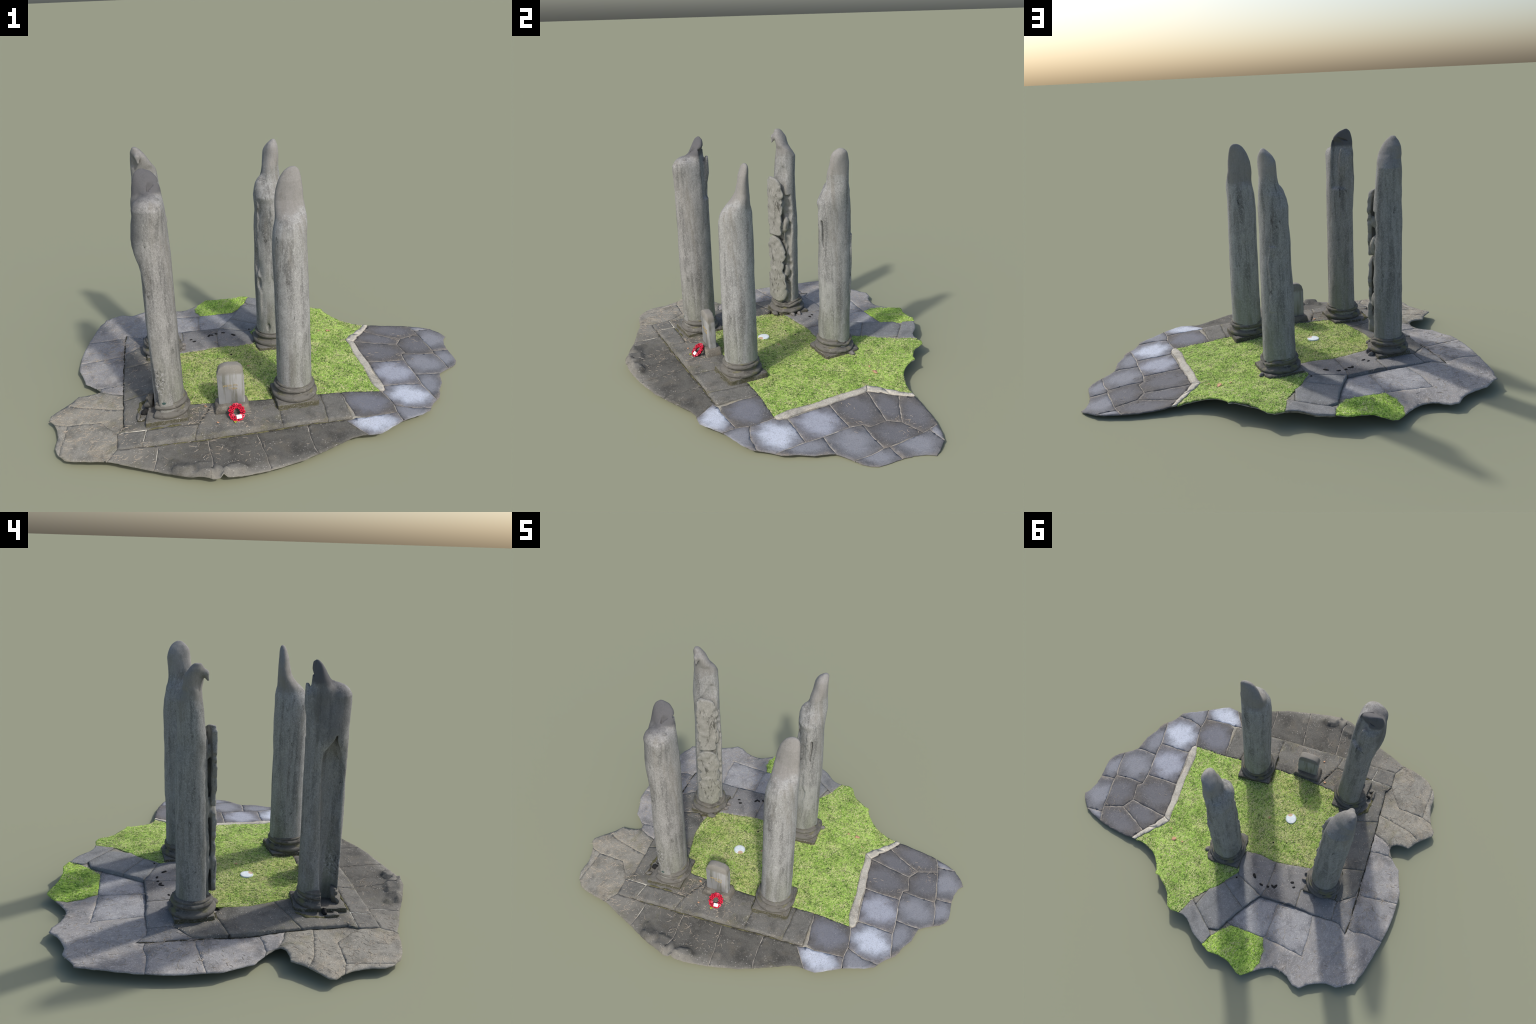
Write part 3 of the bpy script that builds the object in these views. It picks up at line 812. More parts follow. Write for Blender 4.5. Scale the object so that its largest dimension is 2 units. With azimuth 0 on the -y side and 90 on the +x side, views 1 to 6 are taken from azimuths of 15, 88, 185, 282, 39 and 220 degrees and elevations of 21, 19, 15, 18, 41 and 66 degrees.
def column_c(X, Y, Z):
    main = [(.07,.036,.318,.084,.080,110),(.3,.034,.315,.085,.080,100),(.45,.032,.316,.089,.078,108),(.6,.032,.316,.088,.075,101),(.7,.031,.316,.090,.073,111),
            (.8,.034,.314,.094,.066,118),(.885,.032,.312,.091,.068,118),(.92,.033,.317,.079,.065,115),(.945,.036,.324,.069,.061,108),(.960,.041,.328,.061,.055,100),(.98,.045,.330,.057,.049,102),(1.0,.047,.331,.056,.045,106),(1.03,.048,.331,.057,.041,110),(1.08,.050,.337,.057,.036,126),(1.1,.051,.337,.055,.034,128),
            (1.12,.055,.337,.048,.031,122),(1.14,.060,.340,.034,.022,95),(1.15,.063,.341,.022,.014,95),(1.157,.065,.341,.010,.007,95)]
    horn = [(.80,.020,.300,.01,.01,0),(.92,.010,.288,.034,.032,0),(.955,.012,.290,.030,.028,0),(.975,.014,.293,.020,.018,0),(.985,.015,.294,.008,.008,0)]
    d = smin(loft(main, X, Y, Z), loft(horn, X, Y, Z), .012) + wobble(X, Y, Z, 51)
    r, a = polar(X, Y, (.034, .316))
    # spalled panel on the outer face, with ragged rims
    rag = 6 * vnoise3(X * 0, Y * 0 + 2, Z * 16, 5)
    band = 1 - smooth01((np.abs(angdiff(a, 268 + rag)) - 22 - 4 * vnoise3(X * 0, Y * 0, Z * 30, 15)) / 9)
    zr = smooth01((Z - .20) / .1) * (1 - smooth01((Z - .85) / .04))
    pit = vnoise3(X * 25, Y * 25, Z * 12, 16)
    d = d + (.007 + .005 * pit) * band * zr
    crack = np.abs(angdiff(a, 312 + rag * .8)) * math.pi / 180 * .08 - (.0012 + .0042 * vnoise3(X * 0, Y * 0, Z * 16, 6))
    d = smax(d, -np.maximum(crack, np.maximum(.070 - r, np.maximum(.33 - Z, Z - .80))), .003)
    for ang, z0, hh, w in ((240, .43, .030, .013), (272, .185, .022, .009), (236, .62, .05, .006), (228, .55, .07, .016), (226, .70, .05, .013)):
        t = math.radians(ang)
        hole = np.sqrt(((X - .034 - .082 * math.cos(t)) / w) ** 2 + ((Y - .316 - .082 * math.sin(t)) / w) ** 2 + ((Z - z0) / hh) ** 2) - 1
        d = smax(d, -hole * w, .004)
    # thin crust standing off the north face
    crust = np.abs(angdiff(a, 100)) - 26 - rag
    lay = np.maximum(np.maximum(crust * .0014, r - .0888 - .003 * vnoise3(X * 30, Y * 30, Z * 20, 9)), np.maximum(Z - .71, .39 - Z))
    return smin(d, np.maximum(lay, .06 - r), .003)

def column_d(X, Y, Z):
    main = [(.07,-.508,.094,.077,.075,0),(.3,-.508,.094,.077,.073,0),(.6,-.512,.098,.074,.070,16),(.75,-.515,.098,.072,.064,8),(.85,-.516,.094,.071,.062,26),(.9,-.520,.097,.070,.057,27),
            (.96,-.521,.101,.067,.055,28),(1.02,-.523,.106,.063,.053,27),(1.045,-.523,.100,.061,.046,20),(1.06,-.524,.095,.059,.040,14),(1.08,-.528,.089,.057,.035,171),(1.1,-.532,.084,.053,.032,163),
            (1.12,-.536,.080,.048,.030,152),(1.14,-.540,.073,.035,.026,152),(1.155,-.544,.067,.024,.017,120),(1.167,-.546,.062,.012,.009,110)]
    d = loft(main, X, Y, Z) + wobble(X, Y, Z, 71)
    C = (-.508, .092)
    r, a = polar(X, Y, C)
    n1 = vnoise3(X * 18, Y * 18, Z * 16, 21)
    n2 = vnoise3(X * 45, Y * 45, Z * 40, 22)
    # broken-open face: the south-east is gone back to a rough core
    t = math.radians(-38)
    depth = np.interp(Z, [.1, .55, .80, .92, 1.02, 1.10], [.046, .048, .044, .036, .038, .075])
    flat = (X - C[0]) * math.cos(t) + (Y - C[1]) * math.sin(t) - depth - .010 * n1 - .007 * n2
    d = smax(d, flat, .005)
    # deep furrow along the east edge
    fx, fy = C[0] + .070 * math.cos(math.radians(17)), C[1] + .070 * math.sin(math.radians(17))
    furrow = np.hypot(X - fx, Y - fy) - (.0145 + .010 * vnoise3(X * 0 + 1, Y * 0, Z * 13, 25) + .004 * vnoise3(X * 0 + 1, Y * 0, Z * 45, 26) + .005 * n2)
    d = smax(d, -np.maximum(furrow, np.maximum(.10 - Z, Z - .80)), .005)
    # open gap on the south side, between the sound shell and the loose skin
    gx, gy = C[0] + .072 * math.cos(math.radians(259)), C[1] + .072 * math.sin(math.radians(259))
    gap = np.hypot(X - gx, Y - gy) - (.0135 + .005 * vnoise3(X * 0 + 5, Y * 0, Z * 15, 31) + .003 * n2)
    d = smax(d, -np.maximum(gap, np.maximum(.13 - Z, Z - .93)), .005)
    # slot high on the south side
    slot = np.sqrt(((X + .470) / .020) ** 2 + ((Y - .050) / .013) ** 2 + ((Z - .955) / .06) ** 2) - 1
    d = smax(d, -slot * .012, .004)
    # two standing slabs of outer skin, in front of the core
    for z0, z1, a0, wd in ((.555, .912, -47, 37), (.155, .545, -44, 40)):
        top = z1 - .0000005 * np.abs(angdiff(a, a0 - 10)) ** 3 + .020 * n1
        bot = z0 + .0000003 * np.abs(angdiff(a, a0)) ** 3 + .016 * n1
        side = (np.abs(angdiff(a, a0)) - wd - 7 * vnoise3(X * 0, Y * 0, Z * 20, 27) - 4 * vnoise3(X * 0, Y * 0, Z * 60, 28)) * .00145
        skin = np.abs(r - .0825 - .006 * smooth01((-70 - angdiff(a, 0)) / 15) - .0035 * n1 - .0020 * n2) - .0105 - .0028 * n2
        d = smin(d, smax(smax(skin, side, .006), smax(Z - top, bot - Z, .006), .006), .006)
    # bridges between skin and core
    for ang, rr, z0, s in ((-25, .060, .60, .020), (-60, .062, .55, .018), (-20, .062, .74, .016), (-72, .060, .30, .015), (-10, .060, .22, .018), (-40, .06, .42, .014), (-68, .062, .80, .014), (-40, .058, .16, .022), (2, .060, .62, .020), (6, .058, .33, .016)):
        q = math.radians(ang)
        ball = np.sqrt((X - C[0] - rr * math.cos(q)) ** 2 + (Y - C[1] - rr * math.sin(q)) ** 2 + ((Z - z0) * .45) ** 2) - s
        d = smin(d, ball + .007 * n2 + .006 * n1, .010)
    # beak hanging from the tip
    def capsule(p, q, ra, rb):
        p, q = np.array(p), np.array(q)
        ba = q - p
        h = np.clip(((X - p[0]) * ba[0] + (Y - p[1]) * ba[1] + (Z - p[2]) * ba[2]) / (ba @ ba), 0, 1)
        return np.sqrt((X - p[0] - h * ba[0]) ** 2 + (Y - p[1] - h * ba[1]) ** 2 + (Z - p[2] - h * ba[2]) ** 2) - (ra + (rb - ra) * h)
    d = smin(d, capsule((-.538, .066, 1.138), (-.522, .040, 1.125), .021, .014), .012)
    d = smin(d, capsule((-.522, .040, 1.125), (-.517, .030, 1.097), .013, .005), .008)
    return d

COLUMNS = {
 'a': dict(fn=column_a, c=(-.285, -.425), corners=[(-.333,-.568),(-.163,-.485),(-.243,-.290),(-.402,-.340)], box=(.125, .125)),
 'b': dict(fn=column_b, c=(.255, -.186), corners=[(.209,-.324),(.383,-.238),(.303,-.052),(.126,-.137)], box=(.12, .12)),
 'c': dict(fn=column_c, c=(.036, .318), corners=[(-.010,.178),(.168,.263),(.085,.456),(-.091,.372)], box=(.125, .125)),
 'd': dict(fn=column_d, c=(-.510, .092), corners=[(-.553,-.021),(-.410,.045),(-.455,.223),(-.624,.140)], box=(.125, .125)),
}

def top_a(m):
    z = m.axis(2)
    wob = m.math('ADD', z, m.math('MULTIPLY', m.noise(14, 3), .03))
    m.over((.095, .095, .102), m.math('MULTIPLY', m.ramp(wob, 1.082, 1.105), .9))
    # dark patch on the upper back, with a ragged lower edge
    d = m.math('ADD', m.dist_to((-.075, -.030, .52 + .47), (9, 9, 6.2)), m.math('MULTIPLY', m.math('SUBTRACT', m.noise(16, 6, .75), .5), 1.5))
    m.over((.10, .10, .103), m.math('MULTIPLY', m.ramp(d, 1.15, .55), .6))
    # chipped patch low on the front
    d = m.dist_to((.010, -.085, .26), (26, 10, 11))
    m.over((.40, .40, .40), m.math('MULTIPLY', m.math('MULTIPLY', m.ramp(d, 1.0, .5), m.noise(80, 3, .7, None, 0, .5, .6)), .8))
    m.over((.06, .06, .06), m.math('MULTIPLY', m.math('MULTIPLY', m.ramp(d, 1.0, .5), m.noise(90, 3, .7, m.coord((1, 1, .6), (0, 0, 1)), 0, .55, .63)), .8))
    # copper-green stain
    d = m.dist_to((.024, -.085, .155), (110, 60, 150))
    m.over((.045, .085, .08), m.ramp(d, 1.1, .8))
def patch_c(m):
    d = m.dist_to((.045, -.07, .40), (13, 13, 10))
    d = m.math('ADD', d, m.math('MULTIPLY', m.noise(20, 3), .5))
    m.over((.36, .37, .355), m.math('MULTIPLY', m.ramp(d, 1.35, .95), .38))
def pale_d(m):
    # paler colour over the whole south-east face, with dark cracks
    d = m.dist_to((.085, -.062, .46), (9.5, 9.5, 1.75))
    d = m.math('ADD', d, m.math('MULTIPLY', m.math('SUBTRACT', m.noise(24, 4), .5), .5))
    f = m.ramp(d, 1.10, .80)
    m.over((.285, .282, .252), m.math('MULTIPLY', f, .65))
    m.over((.07, .068, .06), m.math('MULTIPLY', m.math('MULTIPLY', f, m.noise(30, 5, .7, m.coord((1, 1, .35)), 1.2, .55, .63)), .8))
    m.over((.42, .41, .38), m.math('MULTIPLY', m.math('MULTIPLY', f, m.noise(70, 4, .75, None, .4, .56, .66)), .5))

GREY, DARK = (.262, .258, .246), (.135, .134, .130)
SHAFT = {
 'a': shaft_material('shaft_stone_a', (.255, .254, .247), (.092, .092, .090), None, top_a),
 'b': shaft_material('shaft_stone_b', (.295, .298, .292), (.100, .100, .099), (.93, (.225, .215, .200), .9)),
 'c': shaft_material('shaft_stone_c', (.262, .266, .260), (.092, .094, .093), (1.02, (.27, .26, .245), .8), patch_c),
 'd': shaft_material('shaft_stone_d', (.248, .252, .246), (.092, .094, .093), (1.02, (.215, .208, .196), .75), pale_d),
}
BASE = dark_moulding_material()
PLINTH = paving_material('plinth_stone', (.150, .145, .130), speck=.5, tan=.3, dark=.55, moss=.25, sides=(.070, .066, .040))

def plinth_mesh(corners, ztop, zbot, broken=()):
    """square block with worn arrises; broken = indices of knocked-off corners"""
    c = np.mean(corners, 0)
    ring = []
    n = 4
    for i in range(n):
        p, q, o = np.array(corners[i]), np.array(corners[(i + 1) % n]), np.array(corners[i - 1])
        w = .034 if i in broken else .007
        e1 = (o - p) / np.hypot(*(o - p)); e2 = (q - p) / np.hypot(*(q - p))
        for f in (1, .35):
            ring.append(p + e1 * w * f + e2 * w * (1 - f) * .35)
        for f in (.35, 1):
            ring.append(p + e2 * w * f + e1 * w * (1 - f) * .35)
    ring = densify([tuple(r) for r in ring], .012)
    layers = [(1.02, zbot), (1.012, zbot + (ztop - zbot) * .4), (1.0, ztop - .006), (.985, ztop - .0015), (.955, ztop), (.80, ztop + .001), (.5, ztop + .001)]
    verts, faces = [], []
    N = len(ring)
    for s, z in layers:
        for x, y in ring:
            px, py = c[0] + (x - c[0]) * s, c[1] + (y - c[1]) * s
            k = .0022 * nz(px, py, z, 28)
            verts.append((px + k * (px - c[0]) * 12, py + k * (py - c[1]) * 12, z + (.0018 * nz(px, py, 5, 30) if z > zbot else 0)))
    for j in range(len(layers) - 1):
        for i in range(N):
            a, b = j * N + i, j * N + (i + 1) % N
            faces.append((a, b, b + N, a + N))
    verts.append((c[0], c[1], ztop + .001))
    top = len(verts) - 1
    o = (len(layers) - 1) * N
    faces += [(o + i, o + (i + 1) % N, top) for i in range(N)]
    return verts, faces

# profile of the moulded base: (radius, height above plinth top)
PROFILE = [(.070,-.004),(.097,-.002),(.1025,.002),(.1052,.009),(.1048,.016),(.1015,.0215),(.0970,.0235),(.0955,.0245),(.0955,.0265),(.0885,.0275),(.0850,.031),(.0845,.036),
           (.0865,.0395),(.0905,.0405),(.0915,.0425),(.0945,.046),(.0950,.051),(.0930,.056),(.0895,.0580),(.0850,.0588),(.0835,.0605),(.0850,.0625),(.0855,.0665),(.0825,.0695),(.0790,.072),(.060,.074)]

def moulding(name, c, zt, parent, crush=None, gone=None):
    """lathe the base profile; crush(angle) -> 0..1 worn away; gone = sector (from, to) missing"""
    N = 128
    span = (0, 360) if gone is None else (gone[1], gone[0] + 360)
    closed = gone is None
    M = N if closed else N + 1
    verts, faces = [], []
    for i in range(M):
        deg = span[0] + (span[1] - span[0]) * i / N
        t = math.radians(deg)
        k = crush(deg % 360) if crush else 0
        for r, h in PROFILE:
            x, y = c[0] + r * math.cos(t), c[1] + r * math.sin(t)
            n = .0009 * nz(x, y, h * 2, 40) + k * (.006 * nz(x, y, h, 24) - .005 * (h > .02))
            rr = r + n if r > .075 else r
            hh = h * (1 - .25 * k) + k * .006 * nz(x, y, 7, 30)
            verts.append((c[0] + rr * math.cos(t), c[1] + rr * math.sin(t), zt + hh))
    P = len(PROFILE)
    for i in range(M if closed else M - 1):
        for j in range(P - 1):
            a, b = i * P + j, ((i + 1) % M) * P + j
            faces.append((a, b, b + 1, a + 1))
    if not closed:
        for i in (0, M - 1):
            f = [i * P + j for j in range(P)]
            faces.append(f if i == 0 else f[::-1])
    return mesh_object(name, verts, faces, BASE, parent, (c[0], c[1], 0))

def column(key):
    K = COLUMNS[key]
    c = K['c']
    g = float(HIGH([c])[0])
    zt = .0805
    # plinth
    verts, faces = plinth_mesh(K['corners'], zt, g - .012, {'a': (3,), 'b': (), 'c': (0, 2), 'd': (1,)}[key])
    h = .0038
    lo = (c[0] - K['box'][0], c[1] - K['box'][1], .07 - 2 * h)
    hi = (c[0] + K['box'][0], c[1] + K['box'][1], 1.2)
    P, Q = surface_nets(K['fn'], lo, hi, h)
    shaft = mesh_object('column', P, Q, SHAFT[key], site, (c[0], c[1], 0))
    sm = shaft.modifiers.new('Smooth', 'SMOOTH'); sm.factor = .5; sm.iterations = 2
    pl = mesh_object('plinth', verts, faces, PLINTH, None, (c[0], c[1], 0))
    pl.data.polygons.foreach_set('use_smooth', [False] * len(pl.data.polygons))
    def sector(a0, w):
        return lambda deg: float(smooth01(1.6 - abs(((deg - a0 + 180) % 360) - 180) / w))
    if key == 'a':
        mo = moulding('base_moulding', (-.284, -.424), zt, None, None, (197, 257))
    elif key == 'd':
        mo = moulding('base_moulding', (-.512, .097), zt, None, sector(-20, 36))
    elif key == 'c':
        mo = moulding('base_moulding', (.037, .317), zt, None, sector(40, 26))
    else:
        mo = moulding('base_moulding', (.256, -.185), zt, None)
    for part in (pl, mo):
        part.parent = shaft
        part.matrix_parent_inverse = shaft.matrix_world.inverted()
    return shaft

for key in 'abcd':
    column(key)

# --------------------------------------------------------------------------
# headstone
# --------------------------------------------------------------------------
HS = Mat('headstone_stone', (.33, .335, .335))
HS.over((.20, .20, .165), HS.math('MULTIPLY', HS.noise(60, 4, .6, HS.coord((1, 1, .08)), .2, .50, .66), .8))
HS.over((.215, .205, .18), HS.math('MULTIPLY', HS.ramp(HS.math('ADD', HS.axis(2), HS.math('MULTIPLY', HS.noise(40, 3), .03)), .195, .215), .9))
HS.over((.42, .42, .40), HS.math('MULTIPLY', HS.noise(160, 3, .7, None, 0, .6, .72), .5))
HS.bumped(HS.noise(150, 3, .7), .3, .002)
HS = HS.done()
HBASE = paving_material('headstone_base_stone', (.17, .158, .135), speck=.5, tan=.3, dark=.5, moss=.5)
GILD = plain('faded_gilding', (.48, .38, .18), .6, .3, 200)

U = np.array((math.cos(math.radians(21)), math.sin(math.radians(21))))      # along the face
V = np.array((-U[1], U[0]))                                               # towards the lawn
HC = np.array((.003, -.3585))
def hp(u, v, z): return (*(HC + U * u + V * v), z)

def slab_loft(outline, v0, v1, lean, bevel, wobble_amp, name, material, parent, origin):
    """upright slab: outline in (u, z) extruded through its thickness with rounded arrises"""
    ring = densify(outline, .007)
    c = np.mean(ring, 0)
    layers = [(v0 + bevel * .0, .975), (v0 + bevel * .25, .99), (v0 + bevel, 1.0), ((v0 + v1) / 2, 1.0), (v1 - bevel, 1.0), (v1 - bevel * .25, .99), (v1, .975)]
    verts, faces = [], []
    N = len(ring)
    zb = min(r[1] for r in ring)
    for v, s in layers:
        for u, z in ring:
            uu, zz = c[0] + (u - c[0]) * s, c[1] + (z - c[1]) * s
            k = wobble_amp * nz(uu, v, zz, 35)
            verts.append(hp(uu + k, v + lean * (zz - zb) + k * .6, zz + (k if zz > zb + .01 else 0)))
    for j in range(len(layers) - 1):
        for i in range(N):
            a, b = j * N + i, j * N + (i + 1) % N
            faces.append((a, b, b + N, a + N))
    faces.append(tuple(range(N - 1, -1, -1)))
    faces.append(tuple(range((len(layers) - 1) * N, len(layers) * N)))
    ob = mesh_object(name, verts, faces, material, parent, origin)
    bm = bmesh.new(); bm.from_mesh(ob.data)
    bmesh.ops.recalc_face_normals(bm, faces=bm.faces)
    bm.to_mesh(ob.data); bm.free()
    return ob

org = (HC[0], HC[1], .06)
hout = [(-.059, .098), (.0595, .098), (.060, .18), (.0590, .240), (.0565, .270), (.049, .287), (.036, .295), (.008, .298), (-.024, .298), (-.042, .292), (-.054, .280), (-.061, .255), (-.0615, .238), (-.060, .18)]
head = slab_loft(hout, -.0155, .0225, -.012, .008, .0022, 'headstone', HS, site, org)
bout = [(-.080, .048), (.080, .048), (.079, .072), (.072, .098), (.066, .104), (-.064, .104), (-.072, .099), (-.079, .074)]
hb = slab_loft(bout, -.038, .042, 0, .012, .004, 'headstone_base', HBASE, None, org)
hb.parent = head; hb.matrix_parent_inverse = head.matrix_world.inverted()

# two lines of worn gilded lettering: only strokes of the letters are left
rng = random.Random(3)
verts, faces = [], []
def stroke(u0, z0, u1, z1, w=.0009):
    d = np.array((u1 - u0, z1 - z0)); L = np.hypot(*d) + 1e-9; n = np.array((-d[1], d[0])) / L * w / 2
    k = len(verts)
    for (u, z) in ((u0 + n[0], z0 + n[1]), (u0 - n[0], z0 - n[1]), (u1 - n[0], z1 - n[1]), (u1 + n[0], z1 + n[1])):
        front_v = -.0170 - .012 * (z - .098)
        verts.append(hp(u, front_v, z)); verts.append(hp(u, front_v + .002, z))
    faces.extend([(k, k + 2, k + 4, k + 6), (k, k + 1, k + 3, k + 2), (k + 2, k + 3, k + 5, k + 4), (k + 4, k + 5, k + 7, k + 6), (k + 6, k + 7, k + 1, k)])
for u0, zc_, n, hgt in ((-.036, .196, 13, .0085), (-.022, .180, 9, .0085)):
    for i in range(n):
        if rng.random() < .22:
            continue
        u = u0 + i * .0056
        h = hgt
        kind = rng.randrange(4)
        if kind in (0, 1, 3): stroke(u, zc_ - h / 2, u + rng.uniform(-.0004, .0004), zc_ + h / 2)
        if kind in (0, 2): stroke(u + .0032, zc_ - h / 2, u + .0032, zc_ + h * rng.uniform(.1, .5))
        if kind in (0, 1): stroke(u, zc_, u + .0032, zc_)
        if kind in (2, 3): stroke(u, zc_ + h / 2, u + .0034, zc_ + h / 2)
        if kind in (1,): stroke(u, zc_ - h / 2, u + .0032, zc_ - h / 2)
ins = mesh_object('inscription', verts, faces, GILD, None, org, False)
ins.parent = head; ins.matrix_parent_inverse = head.matrix_world.inverted()

# --------------------------------------------------------------------------
# drain cover in the lawn, fallen leaves, dark hole blobs, needle litter
# --------------------------------------------------------------------------
def lathe(name, profile, c, material, parent, n=48):
    verts, faces = [], []
    for i in range(n):
        t = 2 * math.pi * i / n
        verts += [(c[0] + r * math.cos(t), c[1] + r * math.sin(t), c[2] + h) for r, h in profile]
    P = len(profile)
    for i in range(n):
        for j in range(P - 1):
            a, b = i * P + j, ((i + 1) % n) * P + j
            faces.append((a, b, b + 1, a + 1))
    return mesh_object(name, verts, faces, material, parent, c)

DC = Mat('pale_metal_cover', (.66, .74, .76), .6)
DC.over((.80, .84, .84), DC.noise(60, 4, .6, None, .5, .45, .65))
DC.over((.50, .27, .10), DC.math('MULTIPLY', DC.ramp(DC.math('ADD', DC.dist_to((.021, -.017, .003), (55, 55, 0)), DC.math('MULTIPLY', DC.noise(90, 3), .5)), 1.3, .9), .8))
rim_d = DC.dist_to((0, 0, 0), (1, 1, 0))
DC.over((.40, .42, .40), DC.math('MULTIPLY', DC.math('MULTIPLY', DC.ramp(rim_d, .0262, .0272), DC.ramp(rim_d, .0296, .0286)), .8))
DC = DC.done()
gz = float(HIGH([(-.120, -.060)])[0])
lathe('drain_cover', [(.0315, -.006), (.0315, .0035), (.0305, .0046), (.0285, .0046), (.0278, .0038), (.0270, .0040), (.012, .0046), (.0001, .0047)], (-.120, -.060, gz), DC, site)

LEAF = plain('dry_leaf', (.62, .36, .22), .8, .25, 120)
YLEAF = plain('yellow_leaf', (.42, .43, .06), .7, .2, 120)
def leaf(x, y, size, ang, mat, z=None):
    verts, faces = [], []
    z = ground(x, y) + .003 if z is None else z
    n = 7
    for i in range(n):
        t = i / (n - 1)
        w = size * .38 * math.sin(math.pi * min(1, t * .92 + .04)) * (1 + .3 * math.sin(t * 14))
        l = (t - .5) * size
        curl = .12 * size * math.sin(t * 5)
        for s in (-1, 0, 1):
            u, v = l, s * w
            verts.append((x + u * math.cos(ang) - v * math.sin(ang), y + u * math.sin(ang) + v * math.cos(ang), z + curl + abs(s) * size * .1))
    for i in range(n - 1):
        for s in (0, 1):
            a = i * 3 + s
            faces.append((a, a + 3, a + 4, a + 1))
    ob = mesh_object('fallen_leaf', verts, faces, mat, site, (x, y, z), True)
    so = ob.modifiers.new('Solidify', 'SOLIDIFY'); so.thickness = .0007
leaf(.313, .489, .030, .9, LEAF)
leaf(.262, .470, .012, .2, LEAF)
leaf(.372, .452, .010, 2.0, LEAF)
leaf(-.02, .02, .016, 1.4, LEAF)
leaf(-.028, -.478, .012, .5, LEAF)
leaf(.045, -.455, .022, 1.9, YLEAF)
leaf(-.12, -.372, .014, .4, LEAF)

NEAR_BLACK = plain('dark_hole_blob', (.022, .022, .022), .9, .3, 80)
def pebble(name, x, y, a, b, h, ang, mat, seed, z=None):
    bm = bmesh.new()
    bmesh.ops.create_icosphere(bm, subdivisions=3, radius=1)
    z = ground(x, y) if z is None else z
    for v in bm.verts:
        k = 1 + .35 * nz(v.co.x, v.co.y, v.co.z + seed * 3.1, 1.4)
        px, py = v.co.x * a * k, v.co.y * b * k
        v.co = (px * math.cos(ang) - py * math.sin(ang), px * math.sin(ang) + py * math.cos(ang), v.co.z * h * k)
    me = bpy.data.meshes.new(name); bm.to_mesh(me); bm.free()
    me.polygons.foreach_set('use_smooth', [True] * len(me.polygons))
    me.materials.append(mat)
    ob = bpy.data.objects.new(name, me); link(ob, site); ob.location = (x, y, z)
    return ob
for i, (x, y, a, b, ang) in enumerate([(-.190,.338,.017,.007,-.5),(-.255,.352,.012,.006,.3),(-.291,.335,.008,.006,.2),(-.322,.308,.016,.007,1.4),(-.308,.316,.010,.006,-.2),
                                       (-.380,.225,.012,.006,.7),(-.404,.241,.009,.005,.8),(-.122,.415,.005,.004,0),(-.14,.12,.006,.004,0),(-.20,.07,.005,.004,0)]):
    pebble('dark_hole_blob', x, y, a, b, .0035, ang, NEAR_BLACK, i)  # flattened near-black lumps at the small dark spots seen in the ground

# crumbled stone around the bases of the broken columns
RUBBLE = plain('rubble_stone', (.20, .19, .18), .95, .35, 60)
for i, (x, y, a, b, h, ang) in enumerate([(-.412,.125,.020,.012,.020,.9),(-.422,.165,.016,.010,.014,.4),(.118,.40,.018,.012,.010,1.0)]):
    pebble('rubble', x, y, a, b, h, ang, RUBBLE, 20 + i, ground(x, y) + .004)
for i, (x, y, a, b, h, ang) in enumerate([(-.372,-.470,.018,.012,.022,.4),(-.392,-.505,.030,.010,.012,2.0),(-.37,-.52,.016,.012,.010,.9)]):
    pebble('rubble', x, y, a, b, h, ang, PLINTH if i else NEAR_BLACK, 30 + i, ground(x, y) + .004)
for i, (x, y, a, b, h, ang) in enumerate([(-.425,.02,.024,.014,.012,.5),(-.44,.06,.02,.014,.02,1.0)]):
    pebble('rubble', x, y, a, b, h, ang, BASE, 40 + i, .08)

NEEDLE = plain('needle_litter_straw', (.52, .45, .36), .9, .3, 30)
def litter(spots, seed):
    """loose curved twigs and needles lying on the flags"""
    rng = random.Random(seed)
    verts, faces = [], []
    xy = []
    for cx, cy, rx, ry, n in spots:
        for _ in range(n):
            t, q = rng.uniform(0, 2 * math.pi), math.sqrt(rng.random())
            xy.append((cx + rx * q * math.cos(t), cy + ry * q * math.sin(t)))
    P = np.array(xy)
    ok = inside(P, [(x * .985, y * .985) for x, y in RAGGED]) & ~inside(P, LAWN) & ~inside(P, GRASS2)
    for K in COLUMNS.values():
        ok &= ~inside(P, K['corners'])
    gz_all, gi = ground_many(P[ok]), 0
    for x, y in P[ok]:
        a = rng.uniform(0, 2 * math.pi)
        L, bend, w = rng.triangular(.006, .034, .016), rng.uniform(-1.6, 1.6), rng.uniform(.0005, .0011)
        px, py = x, y
        k0 = len(verts)
        n = 5
        z = gz_all[gi]; gi += 1
        for i in range(n + 1):
            tw = w * (.5 + .5 * math.sin(math.pi * (i + .5) / (n + 1)))
            nx, ny = -math.sin(a), math.cos(a)
            lift = .0009 + .0005 * math.sin(math.pi * i / n)
            verts.extend([(px + nx * tw, py + ny * tw, z + lift - .0006), (px, py, z + lift + tw * .25), (px - nx * tw, py - ny * tw, z + lift - .0006)])
            px += math.cos(a) * L / n; py += math.sin(a) * L / n
            a += bend / n
        for i in range(n):
            q = k0 + i * 3
            for s in (0, 1):
                faces.append((q + s, q + s + 3, q + s + 4, q + s + 1))
            faces.append((q + 2, q + 5, q + 3, q))
    ob = mesh_object('needle_litter', verts, faces, NEEDLE, site)
    ob['kind'] = 'stuff'
